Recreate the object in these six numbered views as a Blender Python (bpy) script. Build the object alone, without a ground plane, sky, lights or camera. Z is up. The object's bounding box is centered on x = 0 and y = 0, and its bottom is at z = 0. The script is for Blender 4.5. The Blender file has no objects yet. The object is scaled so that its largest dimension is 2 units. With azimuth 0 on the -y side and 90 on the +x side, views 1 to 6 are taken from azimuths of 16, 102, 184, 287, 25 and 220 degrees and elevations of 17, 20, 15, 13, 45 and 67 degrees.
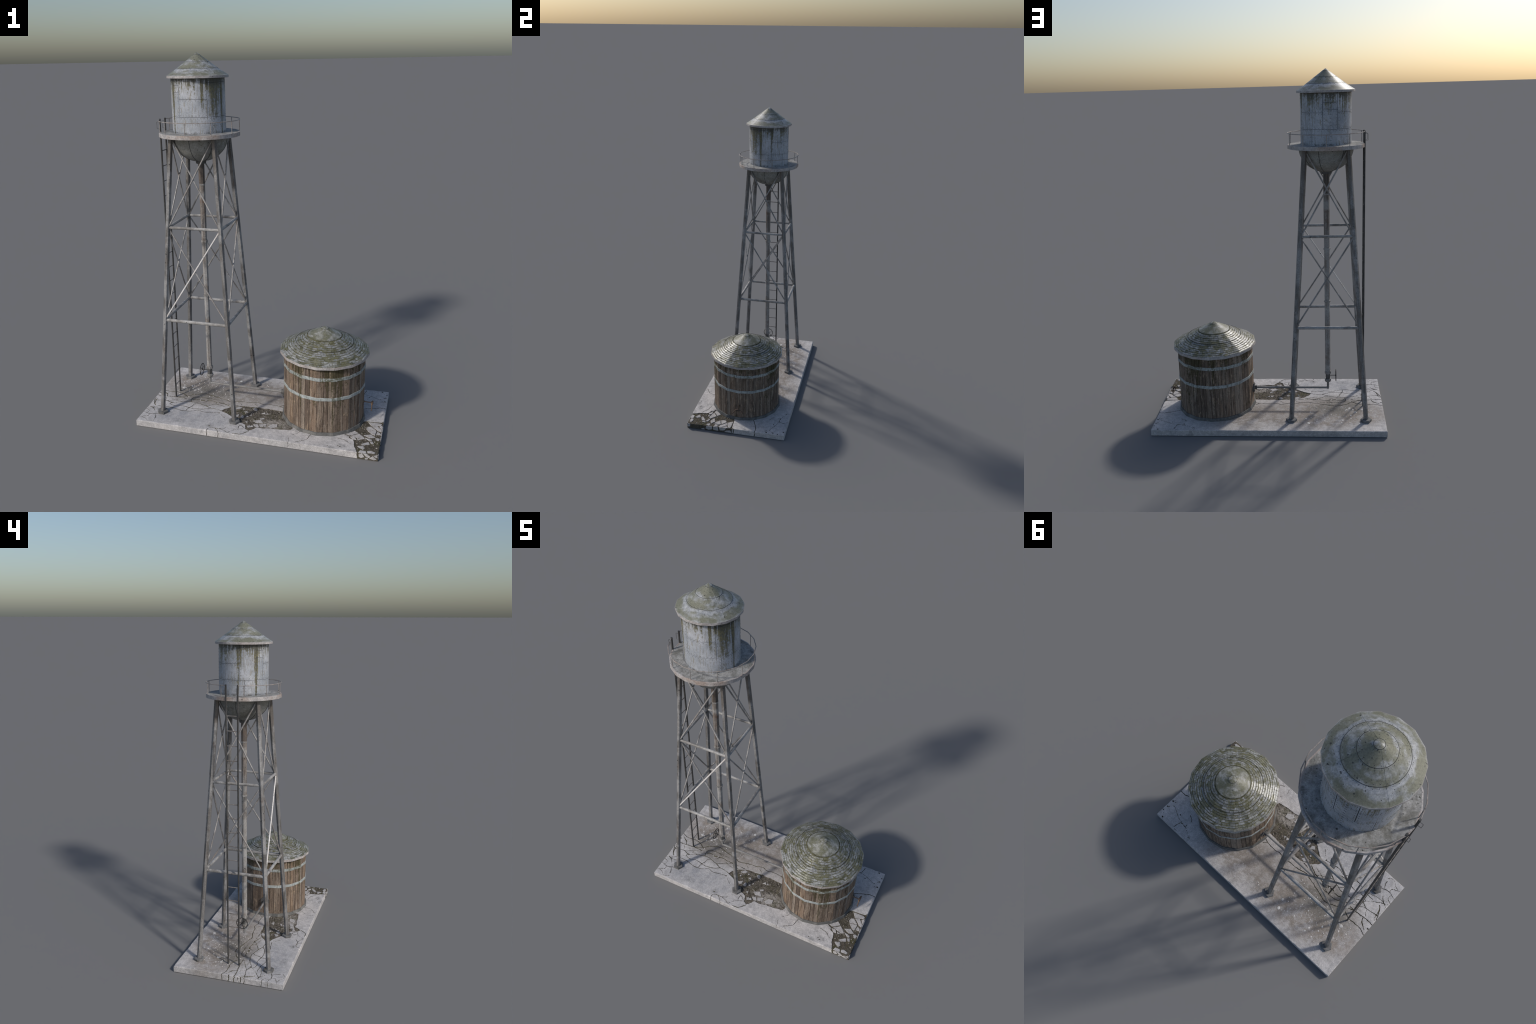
import bpy, bmesh, math, random
import numpy as np
from mathutils import Vector, Matrix

random.seed(7)
R = random.Random(11)
TWX = -0.344          # tower axis (y = 0)
TKX = 0.333           # wooden tank axis (y = 0)
SX, SY, SH = 0.6715, 0.3295, 0.0353   # slab half sizes and height

# ------------------------------------------------------------------ materials
class Mat:
    """small helper that wires a procedural Principled material"""
    def __init__(self, name, rough=0.8, metal=0.0, spec=0.5):
        self.m = bpy.data.materials.new(name)
        self.m.use_nodes = True
        self.t = self.m.node_tree
        self.b = self.t.nodes["Principled BSDF"]
        self.b.inputs["Roughness"].default_value = rough
        self.b.inputs["Metallic"].default_value = metal
        self.b.inputs["Specular IOR Level"].default_value = spec
        self.pos = self.t.nodes.new("ShaderNodeNewGeometry").outputs["Position"]

    def put(self, sock, v):
        if hasattr(v, "is_linked") or hasattr(v, "links"):
            self.t.links.new(v, sock)
        elif isinstance(v, (tuple, list)) and len(v) == 3 and sock.type == "RGBA":
            sock.default_value = (*v, 1)
        else:
            sock.default_value = v

    def math(self, op, a, b=0.0, c=0.0, clamp=False):
        n = self.t.nodes.new("ShaderNodeMath")
        n.operation, n.use_clamp = op, clamp
        for s, v in zip(n.inputs, (a, b, c)):
            self.put(s, v)
        return n.outputs[0]

    def add(self, a, b): return self.math("ADD", a, b)
    def sub(self, a, b): return self.math("SUBTRACT", a, b)
    def mul(self, a, b): return self.math("MULTIPLY", a, b)

    def xyz(self, v=None):
        n = self.t.nodes.new("ShaderNodeSeparateXYZ")
        self.put(n.inputs[0], self.pos if v is None else v)
        return n.outputs

    def vec(self, x, y, z):
        n = self.t.nodes.new("ShaderNodeCombineXYZ")
        for s, v in zip(n.inputs, (x, y, z)):
            self.put(s, v)
        return n.outputs[0]

    def map(self, scale=(1, 1, 1), loc=(0, 0, 0), v=None):
        n = self.t.nodes.new("ShaderNodeMapping")
        self.put(n.inputs["Vector"], self.pos if v is None else v)
        n.inputs["Scale"].default_value = scale
        n.inputs["Location"].default_value = loc
        return n.outputs[0]

    def noise(self, scale, detail=4.0, rough=0.55, v=None, stretch=None, loc=(0, 0, 0), dist=0.0):
        n = self.t.nodes.new("ShaderNodeTexNoise")
        src = self.pos if v is None else v
        if stretch or loc != (0, 0, 0):
            src = self.map(stretch or (1, 1, 1), loc, src)
        self.put(n.inputs["Vector"], src)
        n.inputs["Scale"].default_value = scale
        n.inputs["Detail"].default_value = detail
        n.inputs["Roughness"].default_value = rough
        n.inputs["Distortion"].default_value = dist
        return n.outputs["Fac"]

    def voronoi(self, scale, v=None, feature="F1", out="Distance"):
        n = self.t.nodes.new("ShaderNodeTexVoronoi")
        n.feature = feature
        self.put(n.inputs["Vector"], self.pos if v is None else v)
        n.inputs["Scale"].default_value = scale
        return n.outputs[out]

    def ramp(self, f, lo, hi, a=0.0, b=1.0):
        n = self.t.nodes.new("ShaderNodeMapRange")
        n.interpolation_type = "SMOOTHSTEP"
        for s, v in zip(n.inputs, (f, lo, hi, a, b)):
            self.put(s, v)
        return n.outputs[0]

    def mix(self, f, a, b, mode="MIX"):
        n = self.t.nodes.new("ShaderNodeMix")
        n.data_type, n.blend_type = "RGBA", mode
        self.put(n.inputs[0], f)
        self.put(n.inputs[6], a)
        self.put(n.inputs[7], b)
        return n.outputs[2]

    def rand(self):
        return self.t.nodes.new("ShaderNodeObjectInfo").outputs["Random"]

    def val(self, col, f):
        """scale a colour by a factor"""
        return self.mix(1.0, col, self.vec(f, f, f), "MULTIPLY")

    def near(self, x, y, rx, ry, soft=0.5):
        """1 inside an ellipse on the ground plan, fading at its rim"""
        X, Y, _ = self.xyz()
        a = self.math("POWER", self.math("DIVIDE", self.sub(X, x), rx), 2)
        b = self.math("POWER", self.math("DIVIDE", self.sub(Y, y), ry), 2)
        return self.ramp(self.math("SQRT", self.add(a, b)), 1 + soft, 1 - soft)

    def angle(self, cx):
        X, Y, Z = self.xyz()
        return self.math("ARCTAN2", Y, self.sub(X, cx)), Z

    def done(self, col, bump=None, strength=0.3, dist=0.001, rough=None):
        self.put(self.b.inputs["Base Color"], col)
        if bump is not None:
            n = self.t.nodes.new("ShaderNodeBump")
            n.inputs["Strength"].default_value = strength
            n.inputs["Distance"].default_value = dist
            self.put(n.inputs["Height"], bump)
            self.t.links.new(n.outputs[0], self.b.inputs["Normal"])
        if rough is not None:
            self.put(self.b.inputs["Roughness"], rough)
        return self.m


def concrete(name, grey=False):
    k = Mat(name, 0.85, spec=0.25)
    big = k.noise(5, 4)
    mid = k.noise(24, 6, 0.7)
    fine = k.noise(230, 4, 0.75)
    c = k.mix(k.ramp(big, 0.35, 0.65), (0.475, 0.46, 0.46), (0.555, 0.53, 0.52))
    c = k.mix(k.mul(k.ramp(mid, 0.42, 0.66), 0.75), c, (0.365, 0.352, 0.352))
    c = k.mix(k.mul(k.ramp(k.noise(11, 6, 0.7, loc=(6, 6, 1)), 0.55, 0.68), 0.5), c, (0.59, 0.57, 0.565))
    if not grey:
        def dirt(c, where, n, lo, hi, amount, col):
            f = k.mul(where, k.add(0.35, k.ramp(n, lo, hi, 0, 0.65)))
            return k.mix(k.mul(f, amount), c, col)
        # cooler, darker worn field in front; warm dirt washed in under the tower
        c = dirt(c, k.near(-0.42, -0.225, 0.24, 0.075, 0.5), k.noise(14, 5, 0.65), 0.38, 0.62, 0.8, (0.29, 0.295, 0.315))
        c = dirt(c, k.near(-0.32, 0.13, 0.36, 0.17, 0.35), k.noise(15, 7, 0.75, loc=(3, 1, 0)), 0.38, 0.58, 1.0, (0.275, 0.238, 0.205))
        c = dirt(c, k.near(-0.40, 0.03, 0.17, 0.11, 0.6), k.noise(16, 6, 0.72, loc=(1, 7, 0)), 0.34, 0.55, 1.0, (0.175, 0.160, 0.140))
        c = dirt(c, k.near(0.08, 0.16, 0.28, 0.14, 0.5), k.noise(13, 7, 0.75, loc=(5, 2, 0)), 0.42, 0.58, 0.95, (0.26, 0.228, 0.20))
        c = dirt(c, k.near(-0.20, -0.02, 0.30, 0.05, 0.6), k.noise(15, 5, 0.65, loc=(8, 2, 0)), 0.42, 0.62, 0.6, (0.40, 0.36, 0.33))
        f = k.ramp(k.noise(10, 6, 0.72, loc=(9, 4, 2)), 0.60, 0.70)
        c = k.mix(k.mul(f, 0.55), c, (0.20, 0.195, 0.19))
        for x, y, r in ((-0.252, -0.283, 0.020), (0.478, -0.296, 0.024), (0.430, -0.318, 0.018), (-0.44, -0.27, 0.03)):
            c = dirt(c, k.near(x, y, r, r * 0.7, 0.6), k.noise(40, 4), 0.4, 0.6, 0.6, (0.20, 0.20, 0.20))
        f = k.ramp(k.noise(26, 3, loc=(2, 2, 8)), 0.72, 0.78)
        c = k.mix(k.mul(f, 0.5), c, (0.34, 0.235, 0.185))
    c = k.val(c, k.ramp(k.noise(55, 5, 0.75, loc=(7, 3, 3)), 0.3, 0.7, 0.86, 1.13))
    c = k.val(c, k.ramp(fine, 0.25, 0.75, 0.72, 1.24))
    if grey:
        c = k.val(c, 0.84)
    w = k.ramp(k.noise(120, 3, 0.6, loc=(4, 4, 4)), 0.63, 0.72)
    c = k.mix(k.mul(w, 0.6), c, (0.68, 0.66, 0.65))
    return k.done(c, k.add(mid, k.mul(fine, 0.4)), 0.4, 0.0018)


def soil(name):
    k = Mat(name, 0.95, spec=0.1)
    a, b = k.noise(48, 6, 0.7), k.noise(150, 4, 0.7)
    c = k.mix(k.ramp(a, 0.35, 0.65), (0.060, 0.052, 0.042), (0.165, 0.146, 0.122))
    c = k.mix(k.ramp(b, 0.57, 0.70), c, (0.33, 0.285, 0.24))
    c = k.mix(k.ramp(b, 0.42, 0.30), c, (0.035, 0.030, 0.022))
    # grey gravelly part beside the wooden tank
    f = k.mul(k.near(0.09, -0.19, 0.075, 0.055, 0.4), k.ramp(k.noise(60, 4), 0.36, 0.55))
    c = k.mix(k.mul(f, 0.85), c, (0.36, 0.335, 0.31))
    # dark damp earth at the broken corner
    c = k.mix(k.mul(k.near(0.62, -0.20, 0.13, 0.19, 0.3), 0.6), c, (0.075, 0.066, 0.05))
    moss = k.ramp(k.noise(17, 5, 0.6, loc=(3, 3, 0)), 0.52, 0.64)
    c = k.mix(k.mul(moss, 0.5), c, (0.060, 0.060, 0.022))
    return k.done(c, k.add(a, k.mul(b, 0.6)), 0.7, 0.004)


def crack_dirt(name):
    k = Mat(name, 0.95, spec=0.1)
    c = k.mix(k.ramp(k.noise(30, 4), 0.4, 0.6), (0.050, 0.046, 0.034), (0.105, 0.096, 0.058))
    return k.done(c)


def steel(name, base, dark, rust, streak=(90, 90, 6), rough=0.5, metal=0.25, light=None, rust_amt=0.6, top_brown=None):
    k = Mat(name, rough, metal, 0.5)
    s = k.noise(1.0, 5, 0.6, stretch=streak)
    c = k.mix(k.ramp(s, 0.35, 0.66), dark, base)
    c = k.mix(k.mul(k.ramp(k.noise(14, 5, 0.65), 0.50, 0.68), rust_amt), c, rust)
    if light:
        c = k.mix(k.mul(k.ramp(k.noise(9, 5, 0.6, loc=(2, 0, 5)), 0.46, 0.64), 0.8), c, light)
    if top_brown:       # darker brown towards the upper end, broken up by noise
        X, Y, Z = k.xyz()
        f = k.ramp(k.add(Z, k.mul(k.sub(k.noise(20, 5, 0.7, stretch=(1, 1, 0.15)), 0.5), 1.3)), top_brown, top_brown + 0.2)
        c = k.mix(k.mul(f, 0.75), c, (0.115, 0.100, 0.088))
    c = k.val(c, k.ramp(k.noise(170, 3, 0.7), 0.3, 0.7, 0.80, 1.18))
    # pits
    c = k.mix(k.ramp(k.noise(75, 2, 0.4, loc=(7, 1, 3)), 0.70, 0.75), c, (0.03, 0.03, 0.03))
    return k.done(c, s, 0.15, 0.0006)


def moss_drips(k, cx, top, span, bumps, seed=0.0, base=0.0):
    """mask of moss that hangs from the rim in vertical runs"""
    a, z = k.angle(cx)
    drop = k.math("DIVIDE", k.sub(top, z), span)           # 0 at the rim, 1 at the foot
    ca, sa = k.math("COSINE", a), k.math("SINE", a)
    col = k.vec(ca, sa, k.mul(drop, 0.10))
    wide = k.noise(3.0, 3, 0.5, v=col, loc=(seed, 0, 0))
    run = k.noise(15, 4, 0.65, v=k.vec(ca, sa, k.mul(drop, 0.06)), loc=(0, seed, 0))
    fine = k.noise(38, 3, 0.6, v=k.vec(ca, sa, k.mul(drop, 0.10)), loc=(seed, seed, 0))
    thin = k.noise(34, 3, 0.55, v=k.vec(ca, sa, k.mul(drop, 0.14)), loc=(seed, 3, 0))
    reach = k.add(k.add(k.mul(wide, 0.45), k.mul(run, 0.75)), k.mul(fine, 0.40))
    for deg, width, gain in bumps:
        d = k.math("COSINE", k.sub(a, math.radians(deg)))
        reach = k.add(reach, k.mul(k.ramp(d, math.cos(math.radians(width)), 1.0), gain))
    broken = k.noise(85, 4, 0.7, loc=(seed, 0, 0))
    m = k.sub(k.sub(reach, 0.70 - base), k.mul(k.math("POWER", drop, 0.55), 0.46))
    m = k.add(m, k.mul(k.sub(broken, 0.5), 0.52))
    m = k.add(m, k.mul(k.sub(fine, 0.5), k.mul(drop, 0.45)))
    drips = k.ramp(m, -0.03, 0.12)
    t = k.sub(thin, k.add(0.535, k.mul(drop, 0.05)))
    t = k.add(t, k.mul(k.sub(broken, 0.5), 0.20))
    return drips, k.ramp(t, 0.0, 0.06), drop, broken


def painted_wall(name):
    k = Mat(name, 0.55, 0.0, 0.45)
    n1, n2 = k.noise(9, 5, 0.6), k.noise(60, 4, 0.65)
    c = k.mix(k.ramp(n1, 0.35, 0.65), (0.31, 0.335, 0.375), (0.475, 0.49, 0.53))
    c = k.mix(k.mul(k.ramp(n2, 0.5, 0.72), 0.5), c, (0.27, 0.275, 0.285))
    drips, thin, drop, broken = moss_drips(
        k, TWX, 1.872, 0.268,
        [(-33, 17, 0.24), (-13, 5, 0.38), (-133, 6, 0.27), (-172, 9, 0.20), (20, 6, 0.20), (136, 10, 0.12), (-62, 4, 0.2)], 1.7, 0.065)
    c = k.mix(k.mul(thin, 0.62), c, (0.225, 0.195, 0.125))
    c = k.mix(k.mul(k.ramp(k.noise(16, 6, 0.72, loc=(3, 3, 6)), 0.52, 0.66), 0.5), c, (0.235, 0.245, 0.26))
    moss = k.mix(k.ramp(broken, 0.35, 0.62), (0.045, 0.041, 0.018), (0.135, 0.119, 0.042))
    moss = k.mix(k.ramp(drop, 0.18, 0.03), moss, (0.038, 0.035, 0.016))
    c = k.mix(k.mul(drips, 0.86), c, moss)
    # blotches that cling to the lower joint
    X, Y, Z = k.xyz()
    belt = k.mul(k.ramp(k.math("ABSOLUTE", k.sub(Z, 1.693)), 0.020, 0.004), k.ramp(k.noise(13, 3, loc=(4, 1, 0)), 0.50, 0.60))
    belt = k.mul(belt, k.ramp(k.math("COSINE", k.sub(k.angle(TWX)[0], math.radians(-38))), 0.75, 0.95, 0.12, 1.0))
    c = k.mix(k.mul(belt, 0.85), c, (0.12, 0.108, 0.035))
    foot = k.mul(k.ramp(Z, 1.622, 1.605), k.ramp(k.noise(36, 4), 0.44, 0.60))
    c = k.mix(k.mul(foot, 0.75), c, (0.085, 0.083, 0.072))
    c = k.val(c, k.ramp(k.noise(220, 3, 0.7), 0.3, 0.7, 0.86, 1.12))
    return k.done(c, n2, 0.12, 0.0006)


def mossy_sheet(name, base, pale, moss, amount=0.5, rough=0.55, bands=None, spec=0.45, centre=None):
    k = Mat(name, rough, 0.0, spec)
    v = None
    if centre is not None:              # stains drawn out round the cone
        X, Y, Z = k.xyz()
        a = k.math("ARCTAN2", Y, k.sub(X, centre))
        r = k.math("SQRT", k.add(k.math("POWER", k.sub(X, centre), 2), k.math("POWER", Y, 2)))
        q = k.add(k.mul(r, 0.55), 0.05)
        v = k.vec(k.mul(k.math("COSINE", a), q), k.mul(k.math("SINE", a), q), k.mul(r, 1.5))
    n1 = k.noise(13, 7, 0.68, v=v, dist=0.4)
    n2 = k.noise(40, 5, 0.7, v=v)
    n3 = k.noise(26, 6, 0.7, loc=(2, 9, 4))
    c = k.mix(k.ramp(n2, 0.32, 0.68), base, pale)
    f = k.add(k.add(k.mul(n1, 0.66), k.mul(n3, 0.34)), amount - 0.5)
    if bands:
        X, Y, Z = k.xyz()
        for z0, w, g in bands:      # wash lines that run round the cone
            f = k.add(f, k.mul(k.ramp(k.math("ABSOLUTE", k.sub(Z, z0)), w, 0.0), g))
    f = k.ramp(f, 0.41, 0.60)
    c = k.mix(k.mul(f, 0.85), c, moss)
    c = k.mix(k.mul(k.ramp(k.noise(18, 6, 0.72, v=v, loc=(5, 0, 2)), 0.55, 0.70), 0.65), c, tuple(x * 0.5 for x in moss))
    c = k.mix(k.ramp(k.noise(95, 2, 0.4, loc=(1, 5, 3)), 0.68, 0.74), c, (0.05, 0.05, 0.045))
    c = k.val(c, k.ramp(k.noise(200, 4, 0.75), 0.3, 0.7, 0.78, 1.2))
    return k.done(c, n2, 0.15, 0.0006)


def rim_steel(name, rusty=0.4):
    k = Mat(name, 0.6, 0.0, 0.4)
    n1, n2 = k.noise(26, 5, 0.65), k.noise(8, 4)
    c = k.mix(k.ramp(n1, 0.3, 0.7), (0.33, 0.315, 0.315), (0.50, 0.47, 0.455))
    f = k.mul(k.ramp(n2, 0.44, 0.62), rusty)
    c = k.mix(f, c, (0.33, 0.235, 0.18))
    c = k.val(c, k.ramp(k.noise(130, 3, 0.7), 0.3, 0.7, 0.78, 1.18))
    c = k.mix(k.ramp(k.noise(80, 2, 0.4), 0.71, 0.76), c, (0.07, 0.07, 0.065))
    return k.done(c, n1, 0.15, 0.0006)


def weathered_wood(name):
    k = Mat(name, 0.8, 0.0, 0.25)
    r = k.rand()
    r2 = k.math("FRACT", k.mul(r, 7.31))
    v = k.vec(*[k.add(o, k.mul(r, s)) for o, s in zip(k.xyz(), (3.1, 1.7, 2.3))])
    grain = k.noise(1.0, 6, 0.72, v=v, stretch=(170, 170, 7))
    wide = k.noise(1.0, 5, 0.65, v=v, stretch=(60, 60, 5))
    patch = k.noise(1.0, 5, 0.65, v=v, stretch=(70, 70, 18))
    c = k.mix(k.ramp(grain, 0.34, 0.66), (0.092, 0.068, 0.053), (0.255, 0.194, 0.150))
    c = k.mix(k.ramp(r, 0.78, 0.96, 0, 0.55), c, (0.33, 0.285, 0.24))
    c = k.mix(k.ramp(r, 0.34, 0.05, 0, 0.6), c, (0.085, 0.062, 0.050))
    c = k.mix(k.ramp(r2, 0.70, 0.95, 0, 0.4), c, (0.24, 0.16, 0.105))
    c = k.mix(k.mul(k.ramp(wide, 0.50, 0.64), 0.7), c, (0.325, 0.27, 0.22))
    c = k.mix(k.mul(k.ramp(patch, 0.56, 0.67), 0.6), c, (0.42, 0.32, 0.225))
    c = k.mix(k.mul(k.ramp(patch, 0.44, 0.30), 0.7), c, (0.045, 0.034, 0.027))
    drips, thin, drop, broken = moss_drips(k, TKX, 0.432, 0.40, [(-72, 14, 0.16), (-58, 5, 0.24), (60, 20, 0.12), (-120, 8, 0.14), (95, 6, 0.2)], 5.3, 0.03)
    c = k.mix(k.mul(drips, 0.82), c, (0.050, 0.044, 0.018))
    c = k.mix(k.mul(thin, 0.30), c, (0.055, 0.047, 0.025))
    spot = k.mul(k.ramp(k.noise(14, 4, loc=(2, 8, 1)), 0.62, 0.70), k.ramp(broken, 0.4, 0.6))
    c = k.mix(k.mul(spot, 0.8), c, (0.055, 0.050, 0.02))
    c = k.val(c, k.ramp(k.noise(260, 4, 0.75), 0.3, 0.7, 0.72, 1.28))
    return k.done(c, grain, 0.5, 0.0012)


def hoop_metal(name):
    k = Mat(name, 0.55, 0.0, 0.45)
    c = k.mix(k.ramp(k.noise(45, 5, 0.65), 0.35, 0.65), (0.27, 0.295, 0.295), (0.44, 0.47, 0.465))
    drips, thin, drop, broken = moss_drips(k, TKX, 0.432, 0.40, [(-72, 14, 0.16), (-58, 5, 0.26), (60, 20, 0.12), (-120, 8, 0.14), (95, 6, 0.2)], 5.3, 0.06)
    c = k.mix(k.mul(k.mul(drips, k.ramp(broken, 0.34, 0.58)), 0.85), c, (0.085, 0.083, 0.040))
    c = k.mix(k.mul(thin, 0.55), c, (0.12, 0.125, 0.095))
    c = k.mix(k.mul(k.ramp(broken, 0.58, 0.68), 0.6), c, (0.13, 0.14, 0.11))
    return k.done(c)


def shingle_stone(name):
    k = Mat(name, 0.34, 0.0, 0.55)
    r = k.rand()
    X, Y, Z = k.xyz()
    a = k.math("ARCTAN2", Y, k.sub(X, TKX))
    rad = k.math("SQRT", k.add(k.math("POWER", k.sub(X, TKX), 2), k.math("POWER", Y, 2)))
    v = k.vec(k.mul(k.math("COSINE", a), 0.17), k.mul(k.math("SINE", a), 0.17), k.mul(rad, 2.4))
    n1, n2 = k.noise(16, 6, 0.7, v=v), k.noise(75, 5, 0.75)
    n3 = k.noise(9, 5, 0.65, loc=(4, 1, 1))
    c = k.mix(k.ramp(n2, 0.32, 0.68), (0.16, 0.168, 0.168), (0.45, 0.455, 0.46))
    c = k.val(c, k.ramp(r, 0, 1, 0.78, 1.12))
    moss = k.mix(k.ramp(k.noise(30, 5, 0.7), 0.38, 0.62), (0.060, 0.060, 0.026), (0.125, 0.120, 0.052))
    n4 = k.voronoi(52, v=k.vec(k.mul(k.math("COSINE", a), 0.15), k.mul(k.math("SINE", a), 0.15), k.mul(rad, 1.6)), out="Color")
    n4 = k.xyz(n4)[0]
    f = k.ramp(k.add(k.add(k.mul(n1, 0.36), k.mul(n2, 0.26)), k.add(k.mul(n3, 0.22), k.mul(n4, 0.16))), 0.42, 0.58)
    c = k.mix(k.mul(f, 0.88), c, moss)
    y = k.ramp(k.noise(48, 4, loc=(8, 2, 2)), 0.66, 0.74)
    c = k.mix(k.mul(y, 0.7), c, (0.27, 0.255, 0.07))
    c = k.val(c, k.ramp(k.noise(240, 4, 0.75), 0.3, 0.7, 0.7, 1.28))
    return k.done(c, n2, 0.35, 0.001)


def moss_bed(name):
    k = Mat(name, 0.9, 0.0, 0.15)
    c = k.mix(k.ramp(k.noise(32, 5, 0.65), 0.38, 0.62), (0.065, 0.063, 0.035), (0.125, 0.119, 0.066))
    return k.done(c, k.noise(160, 4), 0.6, 0.002)


def plain(name, col, var=0.2, rough=0.7, metal=0.0, scale=60, second=None, spec=0.4):
    k = Mat(name, rough, metal, spec)
    n = k.noise(scale, 5, 0.65)
    c = k.val(k.mix(0.0, col, col), k.ramp(n, 0.3, 0.7, 1 - var, 1 + var))
    if second:
        c = k.mix(k.ramp(k.noise(scale * 0.4, 4, loc=(3, 2, 1)), 0.48, 0.62), c, second)
    return k.done(c, n, 0.2, 0.0008)


M = dict(
    concrete=concrete("weathered_concrete"),
    rubble=concrete("broken_concrete", True),
    soil=soil("gravelly_soil"),
    crack=crack_dirt("dirt_in_cracks"),
    grit=plain("brown_grit", (0.17, 0.155, 0.135), 0.35, 0.9, second=(0.36, 0.335, 0.305), scale=90),
    chip=plain("pale_stone_chips", (0.60, 0.575, 0.55), 0.18),
    kerb=plain("dark_kerb_concrete", (0.115, 0.114, 0.110), 0.25, 0.85, second=(0.17, 0.165, 0.155)),
    pad=plain("sooty_concrete", (0.155, 0.154, 0.154), 0.3, 0.85, second=(0.09, 0.087, 0.082)),
    leg=steel("weathered_steel", (0.225, 0.220, 0.217), (0.105, 0.100, 0.096), (0.125, 0.100, 0.083), light=(0.325, 0.322, 0.322), rust_amt=0.7, metal=0.0, top_brown=1.22),
    bar=steel("pale_steel", (0.35, 0.34, 0.33), (0.20, 0.19, 0.18), (0.24, 0.195, 0.16), (30, 30, 30), 0.6, 0.0, light=(0.42, 0.415, 0.41), rust_amt=0.4),
    rod=steel("galvanised_rod", (0.37, 0.36, 0.355), (0.20, 0.185, 0.175), (0.30, 0.235, 0.19), (40, 40, 12), 0.55, 0.0, rust_amt=0.5),
    pipe=steel("pipe_steel", (0.35, 0.335, 0.32), (0.20, 0.18, 0.165), (0.19, 0.135, 0.10), (110, 110, 5), 0.55, 0.0, light=(0.42, 0.415, 0.41), rust_amt=0.45),
    pipe_brown=steel("rust_stained_pipe", (0.165, 0.135, 0.115), (0.075, 0.062, 0.054), (0.13, 0.085, 0.06), (110, 110, 5), 0.6, 0.0),
    pipe_mixed=steel("half_stained_pipe", (0.26, 0.235, 0.215), (0.13, 0.105, 0.09), (0.13, 0.082, 0.058), (110, 110, 5), 0.6, 0.0, light=(0.36, 0.35, 0.34), rust_amt=0.8),
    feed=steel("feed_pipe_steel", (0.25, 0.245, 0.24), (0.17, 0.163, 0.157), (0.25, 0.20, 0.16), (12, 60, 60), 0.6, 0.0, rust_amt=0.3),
    pale_rod=steel("bare_bright_rod", (0.74, 0.725, 0.71), (0.60, 0.565, 0.54), (0.58, 0.49, 0.43), (30, 30, 8), 0.5, 0.0, rust_amt=0.5),
    flange=steel("flange_steel", (0.36, 0.35, 0.34), (0.20, 0.19, 0.18), (0.20, 0.14, 0.10), (50, 50, 50)),
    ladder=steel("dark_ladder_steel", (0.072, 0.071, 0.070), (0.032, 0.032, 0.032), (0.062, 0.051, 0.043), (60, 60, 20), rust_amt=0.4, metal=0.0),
    rung=steel("worn_rung_steel", (0.27, 0.25, 0.235), (0.14, 0.125, 0.115), (0.20, 0.145, 0.11), (40, 40, 40), metal=0.0),
    iron=plain("black_iron", (0.035, 0.032, 0.030), 0.3, 0.55, 0.3),
    rust=plain("rusty_iron", (0.16, 0.105, 0.07), 0.35, 0.8, second=(0.07, 0.05, 0.04)),
    valve=plain("dark_valve_iron", (0.11, 0.108, 0.105), 0.3, 0.6, 0.2),
    wall=painted_wall("mossy_painted_steel"),
    gap=plain("dark_joint", (0.028, 0.029, 0.031), 0.2, 0.9),
    rivet=plain("rivet_steel", (0.055, 0.056, 0.058), 0.25, 0.6),
    roof=mossy_sheet("mossy_roof_steel", (0.245, 0.26, 0.28), (0.42, 0.43, 0.445), (0.155, 0.155, 0.100), 0.525, 0.42,
                     [(1.974, 0.018, 0.14), (1.932, 0.007, 0.05), (1.917, 0.008, -0.12), (1.895, 0.010, 0.07)], centre=TWX),
    deck=mossy_sheet("dirty_deck_steel", (0.25, 0.25, 0.245), (0.40, 0.395, 0.385), (0.135, 0.132, 0.115), 0.47, 0.75, spec=0.3),
    rim=rim_steel("rusty_rim_steel", 0.65),
    eave=rim_steel("eave_steel", 0.25),
    rail=steel("handrail_steel", (0.37, 0.34, 0.322), (0.21, 0.19, 0.178), (0.33, 0.235, 0.18), (30, 30, 30), metal=0.0),
    bowl=mossy_sheet("grimy_bowl_steel", (0.235, 0.235, 0.22), (0.315, 0.315, 0.298), (0.19, 0.182, 0.15), 0.45, 0.75, spec=0.3),
    wood=weathered_wood("weathered_wood"),
    hoop=hoop_metal("pale_hoop_metal"),
    shingle=shingle_stone("mossy_slate"),
    moss=moss_bed("moss_bed"),
    cone=mossy_sheet("mottled_cone_metal", (0.20, 0.205, 0.195), (0.40, 0.40, 0.385), (0.115, 0.114, 0.060), 0.53, 0.48, centre=TKX),
)

# ------------------------------------------------------------------ mesh helpers
def make(name, verts, faces, mat, parent=None, angle=35, smooth=True, kind=None):
    me = bpy.data.meshes.new(name)
    me.from_pydata([tuple(v) for v in verts], [], faces)
    me.validate()
    bm = bmesh.new()
    bm.from_mesh(me)
    bmesh.ops.recalc_face_normals(bm, faces=bm.faces)
    bm.to_mesh(me)
    bm.free()
    return place(name, me, mat, parent, angle, smooth, kind)


def place(name, me, mat, parent=None, angle=35, smooth=True, kind=None):
    if mat is not None:
        me.materials.append(M[mat])
    if smooth:
        me.shade_smooth()
        me.set_sharp_from_angle(angle=math.radians(angle))
    ob = bpy.data.objects.new(name, me)
    bpy.context.scene.collection.objects.link(ob)
    ob.parent = parent
    if kind:
        ob["kind"] = kind
    return ob


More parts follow.
